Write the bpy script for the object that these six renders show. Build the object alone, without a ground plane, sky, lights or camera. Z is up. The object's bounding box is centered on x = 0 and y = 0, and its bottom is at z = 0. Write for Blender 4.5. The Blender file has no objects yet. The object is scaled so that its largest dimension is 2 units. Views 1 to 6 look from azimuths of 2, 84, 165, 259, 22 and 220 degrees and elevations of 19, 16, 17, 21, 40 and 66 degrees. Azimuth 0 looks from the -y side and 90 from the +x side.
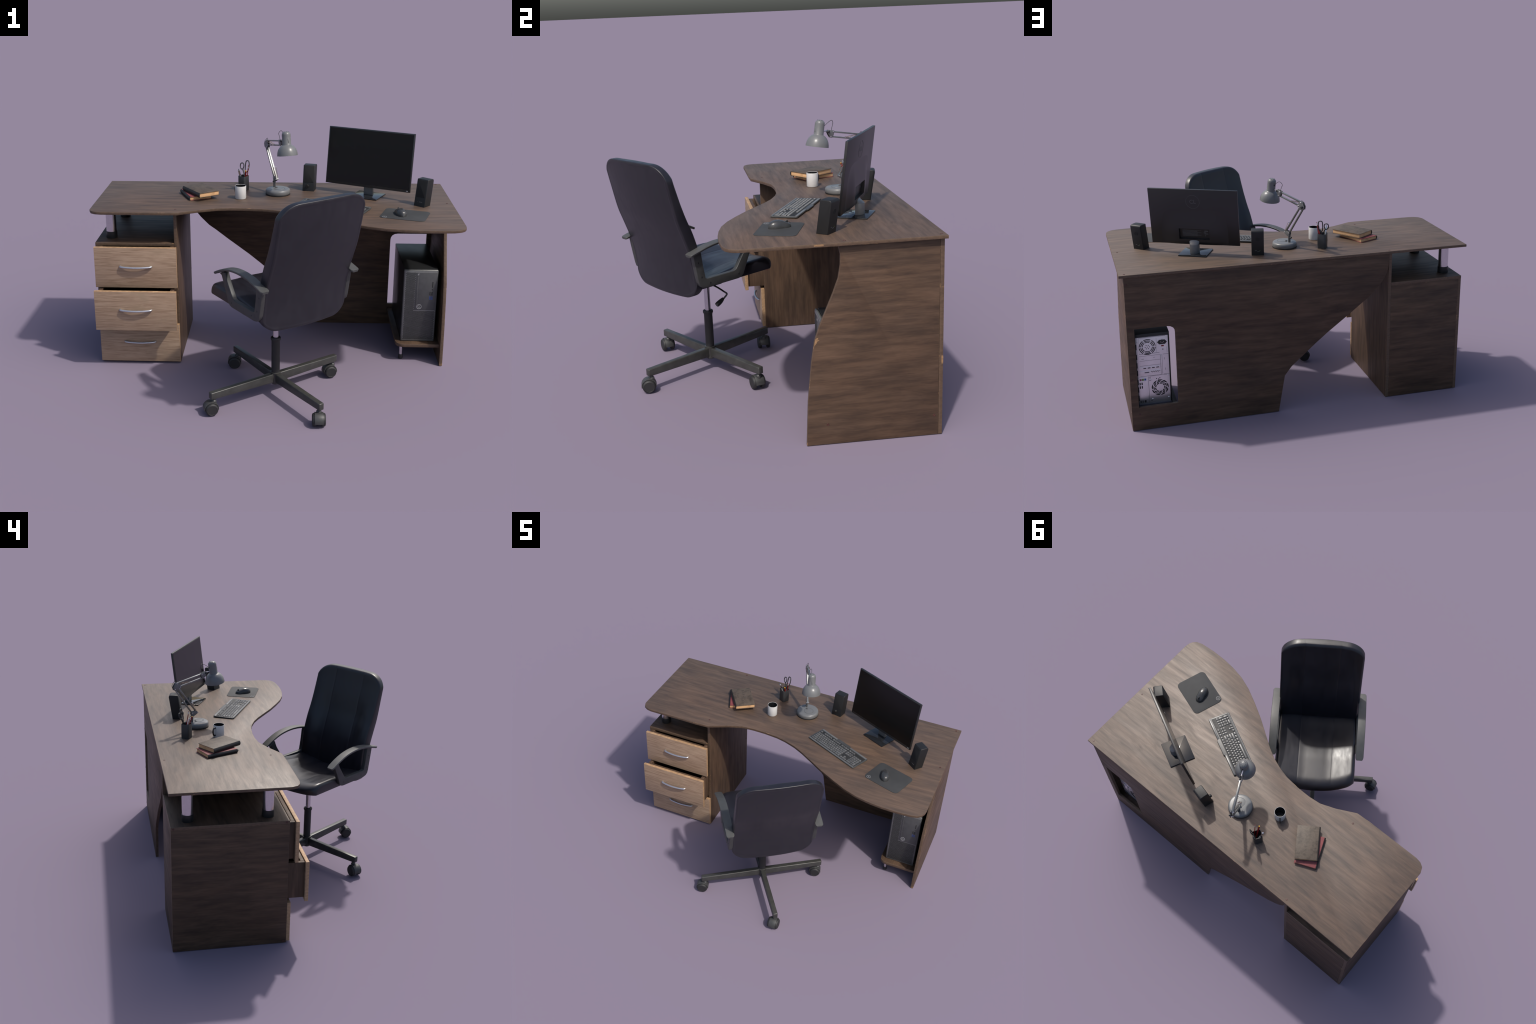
"""Office workplace: a curved dark-walnut desk with a drawer pedestal, a black
leather swivel chair, a computer with its peripherals, a desk lamp and clutter."""
import bpy, bmesh, math, random
from mathutils import Vector, Matrix

random.seed(7)
SC = bpy.context.scene.collection


# ------------------------------------------------------------------ materials
class Nodes:
    """Small helper around a material's node tree."""
    def __init__(self, name):
        self.mat = bpy.data.materials.new(name)
        self.mat.use_nodes = True
        self.t = self.mat.node_tree
        self.t.nodes.clear()
        self.out = self.t.nodes.new("ShaderNodeOutputMaterial")
        self.bsdf = self.t.nodes.new("ShaderNodeBsdfPrincipled")
        self.t.links.new(self.bsdf.outputs[0], self.out.inputs[0])

    def new(self, kind, **props):
        n = self.t.nodes.new(kind)
        for k, v in props.items():
            setattr(n, k, v)
        return n

    def link(self, a, b):
        self.t.links.new(a, b)

    def coords(self, scale=(1, 1, 1), which="Object", rot=(0, 0, 0)):
        tc = self.new("ShaderNodeTexCoord")
        mp = self.new("ShaderNodeMapping")
        mp.inputs["Scale"].default_value = scale
        mp.inputs["Rotation"].default_value = rot
        self.link(tc.outputs[which], mp.inputs[0])
        return mp.outputs[0]

    def noise(self, vec, scale, detail=4, rough=0.55, distort=0.0):
        n = self.new("ShaderNodeTexNoise")
        n.inputs["Scale"].default_value = scale
        n.inputs["Detail"].default_value = detail
        n.inputs["Roughness"].default_value = rough
        n.inputs["Distortion"].default_value = distort
        self.link(vec, n.inputs["Vector"])
        return n.outputs["Fac"]

    def ramp(self, fac, stops, interp="LINEAR"):
        r = self.new("ShaderNodeValToRGB")
        r.color_ramp.interpolation = interp
        el = r.color_ramp.elements
        while len(el) < len(stops):
            el.new(0.5)
        for e, (p, c) in zip(el, stops):
            e.position = p
            e.color = (*c, 1) if len(c) == 3 else c
        self.link(fac, r.inputs[0])
        return r.outputs[0]

    def grey(self, fac, lo, hi):
        return self.ramp(fac, [(lo, (0, 0, 0)), (hi, (1, 1, 1))])

    def mix(self, fac, a, b, blend="MIX"):
        m = self.new("ShaderNodeMix", data_type="RGBA", blend_type=blend)
        for sock, v in ((m.inputs[0], fac), (m.inputs[6], a), (m.inputs[7], b)):
            if hasattr(v, "is_linked"):
                self.link(v, sock)
            else:
                sock.default_value = v if isinstance(v, (int, float)) else (*v, 1)
        return m.outputs[2]

    def bump(self, height, strength=0.2, dist=0.002):
        b = self.new("ShaderNodeBump")
        b.inputs["Strength"].default_value = strength
        b.inputs["Distance"].default_value = dist
        self.link(height, b.inputs["Height"])
        self.link(b.outputs[0], self.bsdf.inputs["Normal"])

    def color(self, v):
        s = self.bsdf.inputs["Base Color"]
        if hasattr(v, "is_linked"):
            self.link(v, s)
        else:
            s.default_value = (*v, 1)

    def set(self, **kw):
        for k, v in kw.items():
            s = self.bsdf.inputs[k.replace("_", " ").title().replace("Ior", "IOR")]
            if hasattr(v, "is_linked"):
                self.link(v, s)
            else:
                s.default_value = v


def plain(name, col, rough=0.5, metal=0.0, vary=0.12, scale=40, spec=0.5, smudge=0.05):
    """A plain plastic, paint or metal with slight cloudy variation and smudges."""
    m = Nodes(name)
    v = m.coords()
    n = m.noise(v, scale, 5, 0.6)
    lo = tuple(c * (1 - vary) for c in col)
    hi = tuple(min(1, c * (1 + vary)) for c in col)
    m.color(m.ramp(n, [(0.3, lo), (0.7, hi)]))
    n2 = m.noise(v, scale * 0.4, 4)
    r = m.new("ShaderNodeMapRange")
    r.inputs["To Min"].default_value = max(0.02, rough - smudge)
    r.inputs["To Max"].default_value = min(1, rough + smudge)
    m.link(n2, r.inputs[0])
    m.link(r.outputs[0], m.bsdf.inputs["Roughness"])
    m.set(metallic=metal)
    m.bsdf.inputs["Specular IOR Level"].default_value = spec
    return m.mat


GRAIN_AXIS = {"x": (1.25, 11.0, 11.0), "y": (11.0, 1.25, 11.0), "z": (11.0, 11.0, 1.25)}


def walnut(name, axis, dark=(0.044, 0.0275, 0.0195), mid=(0.078, 0.0477, 0.0305), light=(0.113, 0.0705, 0.0460), rough=0.55, spec=0.76, tone=1.0):
    """Dark walnut laminate: cloudy streaks drawn out along the grain axis."""
    m = Nodes(name)
    s = GRAIN_AXIS[axis]
    dark, mid, light = (tuple(x * tone for x in c) for c in (dark, mid, light))
    warp = m.noise(m.coords((1, 1, 1)), 2.6, 3)
    base = m.coords(s)
    w = m.new("ShaderNodeVectorMath", operation="ADD")
    sc = m.new("ShaderNodeVectorMath", operation="SCALE")
    comb = m.new("ShaderNodeCombineXYZ")
    for i in range(3):
        m.link(warp, comb.inputs[i])
    m.link(comb.outputs[0], sc.inputs[0])
    sc.inputs["Scale"].default_value = 0.4
    m.link(base, w.inputs[0])
    m.link(sc.outputs[0], w.inputs[1])
    broad = m.noise(w.outputs[0], 3.6, 7, 0.64, 0.12)
    col = m.ramp(broad, [(0.27, dark), (0.47, mid), (0.68, light)])
    fine = m.noise(m.coords(tuple(1.0 if c < 2 else c * 5 for c in s)), 8.0, 5, 0.65)
    col = m.mix(0.55, col, m.ramp(fine, [(0.3, (0.62, 0.60, 0.58)), (0.62, (1.12, 1.12, 1.12))]), "MULTIPLY")
    # wider smoky bands that darken the veneer in patches
    band = m.noise(m.coords(tuple(c if c < 2 else c * 0.5 for c in s)), 2.4, 4, 0.55, 0.2)
    col = m.mix(0.62, col, m.ramp(band, [(0.34, (0.66, 0.68, 0.73)), (0.50, (0.98, 0.98, 0.98)), (0.66, (1.16, 1.12, 1.08))]), "MULTIPLY")
    # scattered little pale scratches
    scr = m.noise(m.coords((60, 60, 14)), 3.0, 2)
    col = m.mix(m.grey(scr, 0.80, 0.86), col, (0.17, 0.125, 0.09))
    m.color(col)
    m.link(m.ramp(broad, [(0.3, (rough + .06,) * 3), (0.7, (rough - .05,) * 3)]), m.bsdf.inputs["Roughness"])
    m.bsdf.inputs["Specular IOR Level"].default_value = spec
    m.bump(fine, 0.06, 0.001)
    return m.mat


def worn_edge(name, base, bare, amount=0.56):
    """Edge band: lighter than the face, with patches rubbed down to bare board."""
    m = Nodes(name)
    g = m.noise(m.coords((22, 22, 40)), 2.5, 4)
    col = m.ramp(g, [(0.3, tuple(c * 0.75 for c in base)), (0.7, tuple(c * 1.2 for c in base))])
    chips = m.noise(m.coords((5, 5, 7)), 2.6, 6, 0.7)
    col = m.mix(m.grey(chips, amount, amount + 0.05), col, bare)
    m.color(col)
    m.set(roughness=0.55)
    return m.mat


def oak(name):
    """Pale oak drawer fronts with fine wavy horizontal grain."""
    m = Nodes(name)
    v = m.coords((2.6, 2.6, 40))
    broad = m.noise(v, 1.9, 5, 0.6, 1.3)
    col = m.ramp(broad, [(0.28, (0.228, 0.146, 0.093)), (0.5, (0.322, 0.224, 0.151)), (0.72, (0.376, 0.271, 0.190))])
    fine = m.noise(m.coords((6, 6, 150)), 2.2, 5, 0.6, 0.4)
    col = m.mix(0.6, col, m.ramp(fine, [(0.32, (0.60, 0.55, 0.51)), (0.58, (1.08, 1.08, 1.08))]), "MULTIPLY")
    stain = m.noise(m.coords((3, 3, 5)), 2.0, 4)
    col = m.mix(m.grey(stain, 0.58, 0.9), col, (0.23, 0.175, 0.11))
    m.color(col)
    m.set(roughness=0.55)
    m.bump(fine, 0.06, 0.001)
    return m.mat


def leather(name, col=(0.0118, 0.0112, 0.0155), rough=0.36, scuff=0.5):  # blue-violet tint paints the purple ground's reflection into the black
    m = Nodes(name)
    v = m.coords()
    cells = m.new("ShaderNodeTexVoronoi", feature="DISTANCE_TO_EDGE")
    cells.inputs["Scale"].default_value = 420
    m.link(v, cells.inputs["Vector"])
    smear = m.noise(m.coords((7, 2.2, 2.2)), 4.0, 5, 0.6)
    c = m.ramp(smear, [(0.35, col), (0.75, tuple(x * 1.35 for x in col))])
    dust = m.noise(v, 30, 6, 0.75)
    spots = m.noise(v, 5, 3)
    mul = m.new("ShaderNodeMath", operation="MULTIPLY")
    m.link(m.grey(dust, 0.60, 0.74), mul.inputs[0])
    m.link(m.grey(spots, 0.5, 0.7), mul.inputs[1])
    m2 = m.new("ShaderNodeMath", operation="MULTIPLY")
    m.link(mul.outputs[0], m2.inputs[0])
    m2.inputs[1].default_value = scuff
    m.color(m.mix(m2.outputs[0], c, (0.07, 0.065, 0.06)))
    m.link(m.ramp(smear, [(0.3, (rough - .06,) * 3), (0.75, (rough + .10,) * 3)]), m.bsdf.inputs["Roughness"])
    m.bump(cells.outputs["Distance"], 0.05, 0.0006)
    return m.mat


def old_cover(name, base, worn, amount=0.5):
    m = Nodes(name)
    a = m.noise(m.coords(), 26, 7, 0.7, 0.3)
    b = m.noise(m.coords(), 110, 5, 0.7)
    col = m.ramp(a, [(0.33, base), (0.52, worn), (0.68, tuple(x * 1.15 for x in worn))])
    m.color(m.mix(amount, col, m.ramp(b, [(0.3, (0.5, 0.48, 0.46)), (0.65, (1.1, 1.1, 1.1))]), "MULTIPLY"))
    m.set(roughness=0.6)
    m.bump(b, 0.25, 0.001)
    return m.mat


def paper_block(name):
    """Page block: thin leaves stacked in height."""
    m = Nodes(name)
    lv = m.noise(m.coords((3, 3, 900)), 1.0, 3, 0.6)
    cl = m.noise(m.coords(), 18, 4)
    col = m.ramp(lv, [(0.3, (0.46, 0.26, 0.125)), (0.65, (0.74, 0.45, 0.23))])
    m.color(m.mix(m.grey(cl, 0.55, 0.75), col, (0.42, 0.24, 0.115)))
    m.set(roughness=0.85)
    return m.mat


def zinc(name):
    m = Nodes(name)
    a = m.noise(m.coords(), 14, 5)
    m.color(m.ramp(a, [(0.3, (0.74, 0.71, 0.74)), (0.7, (0.84, 0.81, 0.84))]))
    m.set(roughness=0.33, metallic=0.85)
    return m.mat


def perforated_key(name):
    """Key cap: dark grey with faint pale printed specks."""
    m = Nodes(name)
    info = m.new("ShaderNodeObjectInfo")
    col = m.ramp(info.outputs["Random"], [(0.0, (0.066, 0.067, 0.068)), (1.0, (0.105, 0.106, 0.107))])
    sp = m.noise(m.coords(), 260, 2)
    m.color(m.mix(m.grey(sp, 0.62, 0.72), col, (0.17, 0.17, 0.17)))
    m.set(roughness=0.38)
    return m.mat


M = {}
M["wood_x"] = walnut("walnut_grain_along_x", "x")
M["panel_x"] = walnut("walnut_panel_grain_along_x", "x", spec=0.3, tone=0.92)
M["wood_y"] = walnut("walnut_grain_along_y", "y", spec=0.3, tone=0.94)
M["wood_z"] = walnut("walnut_grain_upright", "z", spec=0.3, tone=0.95)
M["edge"] = worn_edge("walnut_edge_band", (0.092, 0.057, 0.035), (0.24, 0.145, 0.075), 0.66)
M["rub"] = worn_edge("rubbed_arris", (0.098, 0.062, 0.038), (0.30, 0.18, 0.09), 0.60)
M["rub_bare"] = plain("bare_board", (0.25, 0.145, 0.070), 0.7, vary=0.3, scale=150)
M["oak"] = oak("pale_oak")
M["oak_edge"] = worn_edge("oak_edge_band", (0.36, 0.225, 0.125), (0.46, 0.30, 0.17), 0.6)
M["screw"] = plain("screw_cap_brown", (0.060, 0.021, 0.015), 0.5)
M["chrome"] = plain("brushed_chrome", (0.62, 0.60, 0.64), 0.24, 1.0, 0.06, 120)
M["handle"] = plain("satin_aluminium", (0.56, 0.57, 0.60), 0.34, 0.9, 0.05, 90)
M["black"] = plain("black_plastic", (0.014, 0.0145, 0.0155), 0.45)
M["black_gloss"] = plain("black_gloss_plastic", (0.010, 0.0105, 0.012), 0.16)
M["rubber"] = plain("black_rubber", (0.017, 0.017, 0.018), 0.6)
M["arm"] = plain("dark_grey_plastic", (0.040, 0.041, 0.041), 0.47, vary=0.18, scale=30)
M["steel"] = plain("grey_painted_steel", (0.050, 0.050, 0.047), 0.38, 0.2, vary=0.2, scale=35)
M["leather"] = leather("black_leather")
M["lamp"] = plain("grey_lamp_enamel", (0.130, 0.133, 0.135), 0.34, vary=0.04)
M["lamp_dark"] = plain("lamp_joint_grey", (0.095, 0.097, 0.10), 0.38, 0.3)
M["lamp_plate"] = plain("lamp_plate_grey", (0.15, 0.153, 0.155), 0.36, 0.3)
M["holder"] = plain("holder_plastic", (0.027, 0.0275, 0.029), 0.42)
M["arm_pad"] = plain("arm_pad_plastic", (0.060, 0.061, 0.060), 0.5, vary=0.1, scale=30)
M["lamp_bar"] = plain("lamp_bar_metal", (0.22, 0.225, 0.22), 0.3, 0.75)
M["white"] = plain("white_glaze", (0.53, 0.52, 0.51), 0.22, vary=0.03)
M["screen"] = plain("dark_screen", (0.0030, 0.0030, 0.0033), 0.22, vary=0.05, smudge=0.0, spec=0.38)
M["monitor_back"] = plain("monitor_shell", (0.0095, 0.009, 0.0098), 0.38, vary=0.05, smudge=0.0, spec=0.6)
M["bezel"] = plain("monitor_bezel", (0.020, 0.021, 0.022), 0.35)
M["stand"] = plain("stand_gloss_grey", (0.014, 0.015, 0.017), 0.08, vary=0.05, smudge=0.0)
M["neck"] = plain("stand_neck_grey", (0.135, 0.137, 0.14), 0.35, 0.2)
M["mark"] = plain("faint_grey_mark", (0.075, 0.075, 0.078), 0.5)
M["mark_pale"] = plain("pale_grey_mark", (0.30, 0.30, 0.31), 0.45)
M["label"] = plain("label_print_grey", (0.09, 0.09, 0.092), 0.6)
M["pad"] = plain("mouse_pad_cloth", (0.029, 0.030, 0.031), 0.75, vary=0.2, scale=9)
M["mouse"] = plain("mouse_shell", (0.036, 0.037, 0.038), 0.26)
M["keyboard"] = plain("keyboard_shell", (0.046, 0.047, 0.047), 0.4)
M["rail"] = plain("keyboard_rail", (0.105, 0.107, 0.107), 0.35)
M["key"] = perforated_key("key_cap")
M["key_well"] = plain("key_well_black", (0.014, 0.014, 0.014), 0.6)
M["speaker"] = plain("speaker_shell", (0.0100, 0.0100, 0.0105), 0.5, spec=0.4)
M["cloth"] = plain("speaker_cloth", (0.009, 0.0092, 0.0098), 0.85, vary=0.35, scale=500)
M["case"] = plain("computer_case_black", (0.013, 0.0135, 0.0145), 0.38)
M["case_front"] = plain("computer_front_grey", (0.066, 0.067, 0.070), 0.42)
M["case_mesh"] = plain("perforated_steel", (0.165, 0.166, 0.168), 0.36, 0.4)
M["case_bezel"] = plain("computer_bezel_grey", (0.13, 0.132, 0.13), 0.38, 0.4)
M["hole"] = plain("vent_hole_black", (0.006, 0.006, 0.006), 0.7)
M["zinc"] = zinc("zinc_back_plate")
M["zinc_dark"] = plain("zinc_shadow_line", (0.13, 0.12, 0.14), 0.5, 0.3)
M["blue"] = plain("blue_port", (0.03, 0.08, 0.30), 0.4)
M["green"] = plain("green_port", (0.13, 0.22, 0.04), 0.4)
M["pink"] = plain("pink_port", (0.30, 0.06, 0.13), 0.4)
M["red"] = plain("red_lacquer", (0.21, 0.010, 0.011), 0.32)
M["yellow"] = plain("yellow_cap", (0.42, 0.24, 0.02), 0.4)
M["pen"] = plain("pen_grey", (0.30, 0.31, 0.32), 0.32, 0.3)
M["book_brown"] = old_cover("worn_brown_cover", (0.030, 0.019, 0.012), (0.078, 0.058, 0.041))
M["book_red"] = old_cover("faded_red_cover", (0.150, 0.026, 0.030), (0.185, 0.042, 0.044), 0.3)
M["spine"] = old_cover("dark_spine", (0.010, 0.009, 0.009), (0.018, 0.015, 0.014), 0.4)
M["paper"] = paper_block("aged_pages")
M["copper"] = plain("spring_wire", (0.30, 0.23, 0.19), 0.35, 0.7)


# ------------------------------------------------------------------ geometry
def thing(name, label, category, at=(0, 0, 0), turn=0.0, frame=None):
    """Top-level empty at the base of one liftable thing."""
    o = bpy.data.objects.new(name, None)
    SC.objects.link(o)
    o.matrix_world = frame if frame is not None else Matrix.Translation(at) @ Matrix.Rotation(turn, 4, "Z")
    o["label"] = label
    o["category"] = category
    return o


def obj(name, bm, mats, parent=None, sharp=35, at=None, kind=None):
    """Finish a bmesh as a named part under its parent (local coordinates)."""
    bmesh.ops.recalc_face_normals(bm, faces=bm.faces)
    if sharp is not None:
        lim = math.radians(sharp)
        for f in bm.faces:
            f.smooth = True
        for e in bm.edges:
            e.smooth = len(e.link_faces) == 2 and e.calc_face_angle(4) < lim
    me = bpy.data.meshes.new(name)
    bm.to_mesh(me)
    bm.free()
    for m in (mats if isinstance(mats, (list, tuple)) else [mats]):
        me.materials.append(M[m])
    o = bpy.data.objects.new(name, me)
    SC.objects.link(o)
    if parent is not None:
        o.parent = parent
    if at is not None:
        o.matrix_local = at if isinstance(at, Matrix) else Matrix.Translation(at)
    if kind:
        o["kind"] = kind
    return o


def bevel(bm, off, seg=2, mat=-1, ang=30, edges=None):
    if off <= 0:
        return
    lim = math.radians(ang)
    es = edges if edges is not None else [e for e in bm.edges if len(e.link_faces) == 2 and e.calc_face_angle(0) > lim]
    bmesh.ops.bevel(bm, geom=es, offset=off, segments=seg, profile=0.5, affect="EDGES", clamp_overlap=True, material=mat)


def box_bm(lo, hi, off=0.0, seg=2, bm=None):
    own = bm is None
    bm = bm or bmesh.new()
    lo, hi = Vector(lo), Vector(hi)
    r = bmesh.ops.create_cube(bm, size=1)
    for v in r["verts"]:
        v.co = Vector([lo[i] + (v.co[i] + 0.5) * (hi[i] - lo[i]) for i in range(3)])
    if own:
        bevel(bm, off, seg)
    return bm


def box(name, lo, hi, mat, parent, off=0.0012, seg=2, **k):
    return obj(name, box_bm(lo, hi, off, seg), mat, parent, **k)


def to3(axis, u, v, w):
    return {"x": (w, u, v), "y": (u, w, v), "z": (u, v, w)}[axis]


def prism_bm(outline, axis, w0, w1, holes=(), side_mat=0, off=0.0, seg=2, rub_mat=-1, corner=30):
    """Extrude a flat outline (with optional holes) along an axis; sides and
    bevelled arrises can take other material slots."""
    bm = bmesh.new()
    loops = [outline] + list(holes)
    edges = []
    for lp in loops:
        vs = [bm.verts.new(to3(axis, u, v, w0)) for u, v in lp]
        edges += [bm.edges.new((vs[i], vs[(i + 1) % len(vs)])) for i in range(len(vs))]
    if holes:
        bmesh.ops.triangle_fill(bm, use_beauty=True, use_dissolve=False, edges=edges)
    else:
        bmesh.ops.contextual_create(bm, geom=edges)
    caps = list(bm.faces)
    r = bmesh.ops.extrude_face_region(bm, geom=caps, use_keep_orig=True)
    d = Vector(to3(axis, 0, 0, w1 - w0))
    moved = [g for g in r["geom"] if isinstance(g, bmesh.types.BMVert)]
    for v in moved:
        v.co += d
    ax = "xyz".index(axis)
    bmesh.ops.recalc_face_normals(bm, faces=bm.faces)
    for f in bm.faces:
        f.material_index = 0 if abs(f.normal[ax]) > 0.9 else side_mat
    if off:
        es = []
        for e in bm.edges:
            if len(e.link_faces) != 2:
                continue
            a, b = (abs(f.normal[ax]) > 0.9 for f in e.link_faces)
            if a != b:
                es.append(e)
        bevel(bm, off, seg, rub_mat, edges=es)
    return bm


def prism(name, outline, axis, w0, w1, mat, parent, sharp=32, at=None, **k):
    return obj(name, prism_bm(outline, axis, w0, w1, **k), mat, parent, sharp, at)


def rounded_rect(w, h, r, cx=0.0, cy=0.0, n=6):
    pts = []
    for sx, sy, a0 in ((1, 1, 0), (-1, 1, 90), (-1, -1, 180), (1, -1, 270)):
        for i in range(n + 1):
            a = math.radians(a0 + 90 * i / n)
            pts.append((cx + sx * (w / 2 - r) + r * math.cos(a), cy + sy * (h / 2 - r) + r * math.sin(a)))
    return pts


def lathe_bm(profile, n=40, bm=None, frame=None, closed=False):
    """Turn (radius, height) pairs around z; frame places the axis."""
    bm = bm or bmesh.new()
    frame = frame or Matrix()
    rings = []
    for r, z in profile:
        if r < 1e-6:
            rings.append([bm.verts.new(frame @ Vector((0, 0, z)))])
        else:
            rings.append([bm.verts.new(frame @ Vector((r * math.cos(2 * math.pi * i / n), r * math.sin(2 * math.pi * i / n), z))) for i in range(n)])
    pairs = list(zip(rings, rings[1:]))
    if closed:
        pairs.append((rings[-1], rings[0]))
    for a, b in pairs:
        for i in range(n):
            j = (i + 1) % n
            if len(a) == 1 and len(b) == 1:
                continue
            if len(a) == 1:
                bm.faces.new((a[0], b[i], b[j]))
            elif len(b) == 1:
                bm.faces.new((a[i], b[0], a[j]))
            else:
                bm.faces.new((a[i], b[i], b[j], a[j]))
    return bm


def lathe(name, profile, mat, parent, n=40, frame=None, sharp=40, closed=False, **k):
    return obj(name, lathe_bm(profile, n, None, frame, closed), mat, parent, sharp, **k)


def align(p, d, up=(0, 0, 1)):
    """Frame at p whose z axis runs along d."""
    q = Vector(d).normalized().to_track_quat("Z", "Y")
    return Matrix.Translation(p) @ q.to_matrix().to_4x4()


def rod_bm(p, q, r, n=16, bm=None, cham=0.0):
    p, q = Vector(p), Vector(q)
    L = (q - p).length
    c = cham or min(r * 0.2, L * 0.2)
    return lathe_bm([(0, 0), (r - c, 0), (r, c), (r, L - c), (r - c, L), (0, L)], n, bm, align(p, q - p))


def rod(name, p, q, r, mat, parent, n=16, **k):
    return obj(name, rod_bm(p, q, r, n), mat, parent, 40, **k)


def spline(pts, n=8, closed=False):
    """Catmull-Rom through the points."""
    P = [Vector(p) for p in pts]
    out = []
    m = len(P)
    for i in range(m if closed else m - 1):
        if closed:
            a, b, c, d = P[i - 1], P[i], P[(i + 1) % m], P[(i + 2) % m]
        else:
            a, b, c, d = P[max(i - 1, 0)], P[i], P[i + 1], P[min(i + 2, m - 1)]
        for k in range(n):
            t = k / n
            out.append(0.5 * ((2 * b) + (c - a) * t + (2 * a - 5 * b + 4 * c - d) * t * t + (3 * b - a - 3 * c + d) * t ** 3))
    if not closed:
        out.append(P[-1])
    return out


def tube_bm(path, radius, n=10, closed=False, bm=None, flat=1.0):
    """Sweep a round (or flattened) section along a path; radius may be a list."""
    bm = bm or bmesh.new()
    P = [Vector(p) for p in path]
    m = len(P)
    rad = radius if isinstance(radius, (list, tuple)) else [radius] * m
    rings, up = [], None
    for i in range(m):
        t = (P[(i + 1) % m] - P[i - 1]) if closed else (P[min(i + 1, m - 1)] - P[max(i - 1, 0)])
        t.normalize()
        if up is None:
            up = Vector((0, 0, 1)) if abs(t.z) < 0.9 else Vector((1, 0, 0))
        side = t.cross(up).normalized()
        up = side.cross(t).normalized()
        rings.append([bm.verts.new(P[i] + rad[i] * (math.cos(2 * math.pi * k / n) * side + flat * math.sin(2 * math.pi * k / n) * up)) for k in range(n)])
    for i in range(m if closed else m - 1):
        a, b = rings[i], rings[(i + 1) % m]
        for k in range(n):
            bm.faces.new((a[k], a[(k + 1) % n], b[(k + 1) % n], b[k]))
    if not closed:
        bm.faces.new(rings[0])
        bm.faces.new(rings[-1][::-1])
    return bm


def tube(name, path, radius, mat, parent, n=10, closed=False, flat=1.0, **k):
    return obj(name, tube_bm(path, radius, n, closed, None, flat), mat, parent, 50, **k)


def bar_bm(p, q, w, h, bm=None, up=(0, 0, 1), off=0.0008):
    """Rectangular bar from p to q, w wide sideways and h high."""
    p, q = Vector(p), Vector(q)
    t = (q - p).normalized()
    s = t.cross(Vector(up)).normalized()
    u = s.cross(t)
    sub = box_bm((-w / 2, 0, -h / 2), (w / 2, (q - p).length, h / 2), off, 2)
    m = Matrix((s, t, u)).transposed().to_4x4()
    m.translation = p
    bmesh.ops.transform(sub, matrix=m, verts=sub.verts)
    if bm is None:
        return sub
    tmp = bpy.data.meshes.new("tmp")
    sub.to_mesh(tmp)
    sub.free()
    bm.from_mesh(tmp)
    bpy.data.meshes.remove(tmp)
    return bm


def ring_bm(cx, cy, r0, r1, w0, w1, a0=0, a1=360, n=24, skew=0.0, axis="y", bm=None):
    """Annular sector plate lying across an axis."""
    bm = bm or bmesh.new()
    full = abs(a1 - a0) >= 359.9
    k = n if full else n + 1
    A, B, C, D = [], [], [], []
    for i in range(k):
        t = math.radians(a0 + (a1 - a0) * i / n)
        t2 = t + math.radians(skew)
        for lst, r, ang, w in ((A, r0, t, w0), (B, r1, t2, w0), (C, r0, t, w1), (D, r1, t2, w1)):
            lst.append(bm.verts.new(to3(axis, cx + r * math.cos(ang), cy + r * math.sin(ang), w)))
    rng = range(n) if full else range(n)
    for i in rng:
        j = (i + 1) % k
        bm.faces.new((A[i], A[j], B[j], B[i]))
        bm.faces.new((C[i], D[i], D[j], C[j]))
        bm.faces.new((A[i], C[i], C[j], A[j]))
        bm.faces.new((B[i], B[j], D[j], D[i]))
    if not full:
        bm.faces.new((A[0], B[0], D[0], C[0]))
        bm.faces.new((A[-1], C[-1], D[-1], B[-1]))
    return bm


def letters(name, text, size, mat, parent, frame, depth=0.0005):
    """Lettering from the built-in font, turned into a mesh."""
    cu = bpy.data.curves.new(name, "FONT")
    cu.body = text
    cu.size = size
    cu.align_x = "CENTER"
    cu.align_y = "CENTER"
    cu.extrude = depth
    tmp = bpy.data.objects.new(name, cu)
    SC.objects.link(tmp)
    me = bpy.data.meshes.new_from_object(tmp.evaluated_get(bpy.context.evaluated_depsgraph_get()))
    bpy.data.objects.remove(tmp)
    bpy.data.curves.remove(cu)
    me.name = name
    me.materials.clear()
    me.materials.append(M[mat])
    o = bpy.data.objects.new(name, me)
    SC.objects.link(o)
    o.parent = parent
    o.matrix_local = frame
    return o


def monogram(parent, frame, r, mat, ring=0.05, depth=0.0006, height=0.85):
    """Circle with the two letters C and L inside."""
    bm = ring_bm(0, 0, r * (1 - ring), r, -depth, depth, n=48, axis="z")
    obj("logo_ring", bm, mat, parent, 35, frame)
    letters("logo_letters", "CL", r * height, mat, parent, frame, depth)


# ------------------------------------------------------------------ the desk
TOP = 0.9145          # height of the desk surface
T = 0.0175            # board thickness
TOPB = 0.8995         # underside of the top
desk = thing("desk", "curved dark walnut desk with oak drawer pedestal", "desk")

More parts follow.
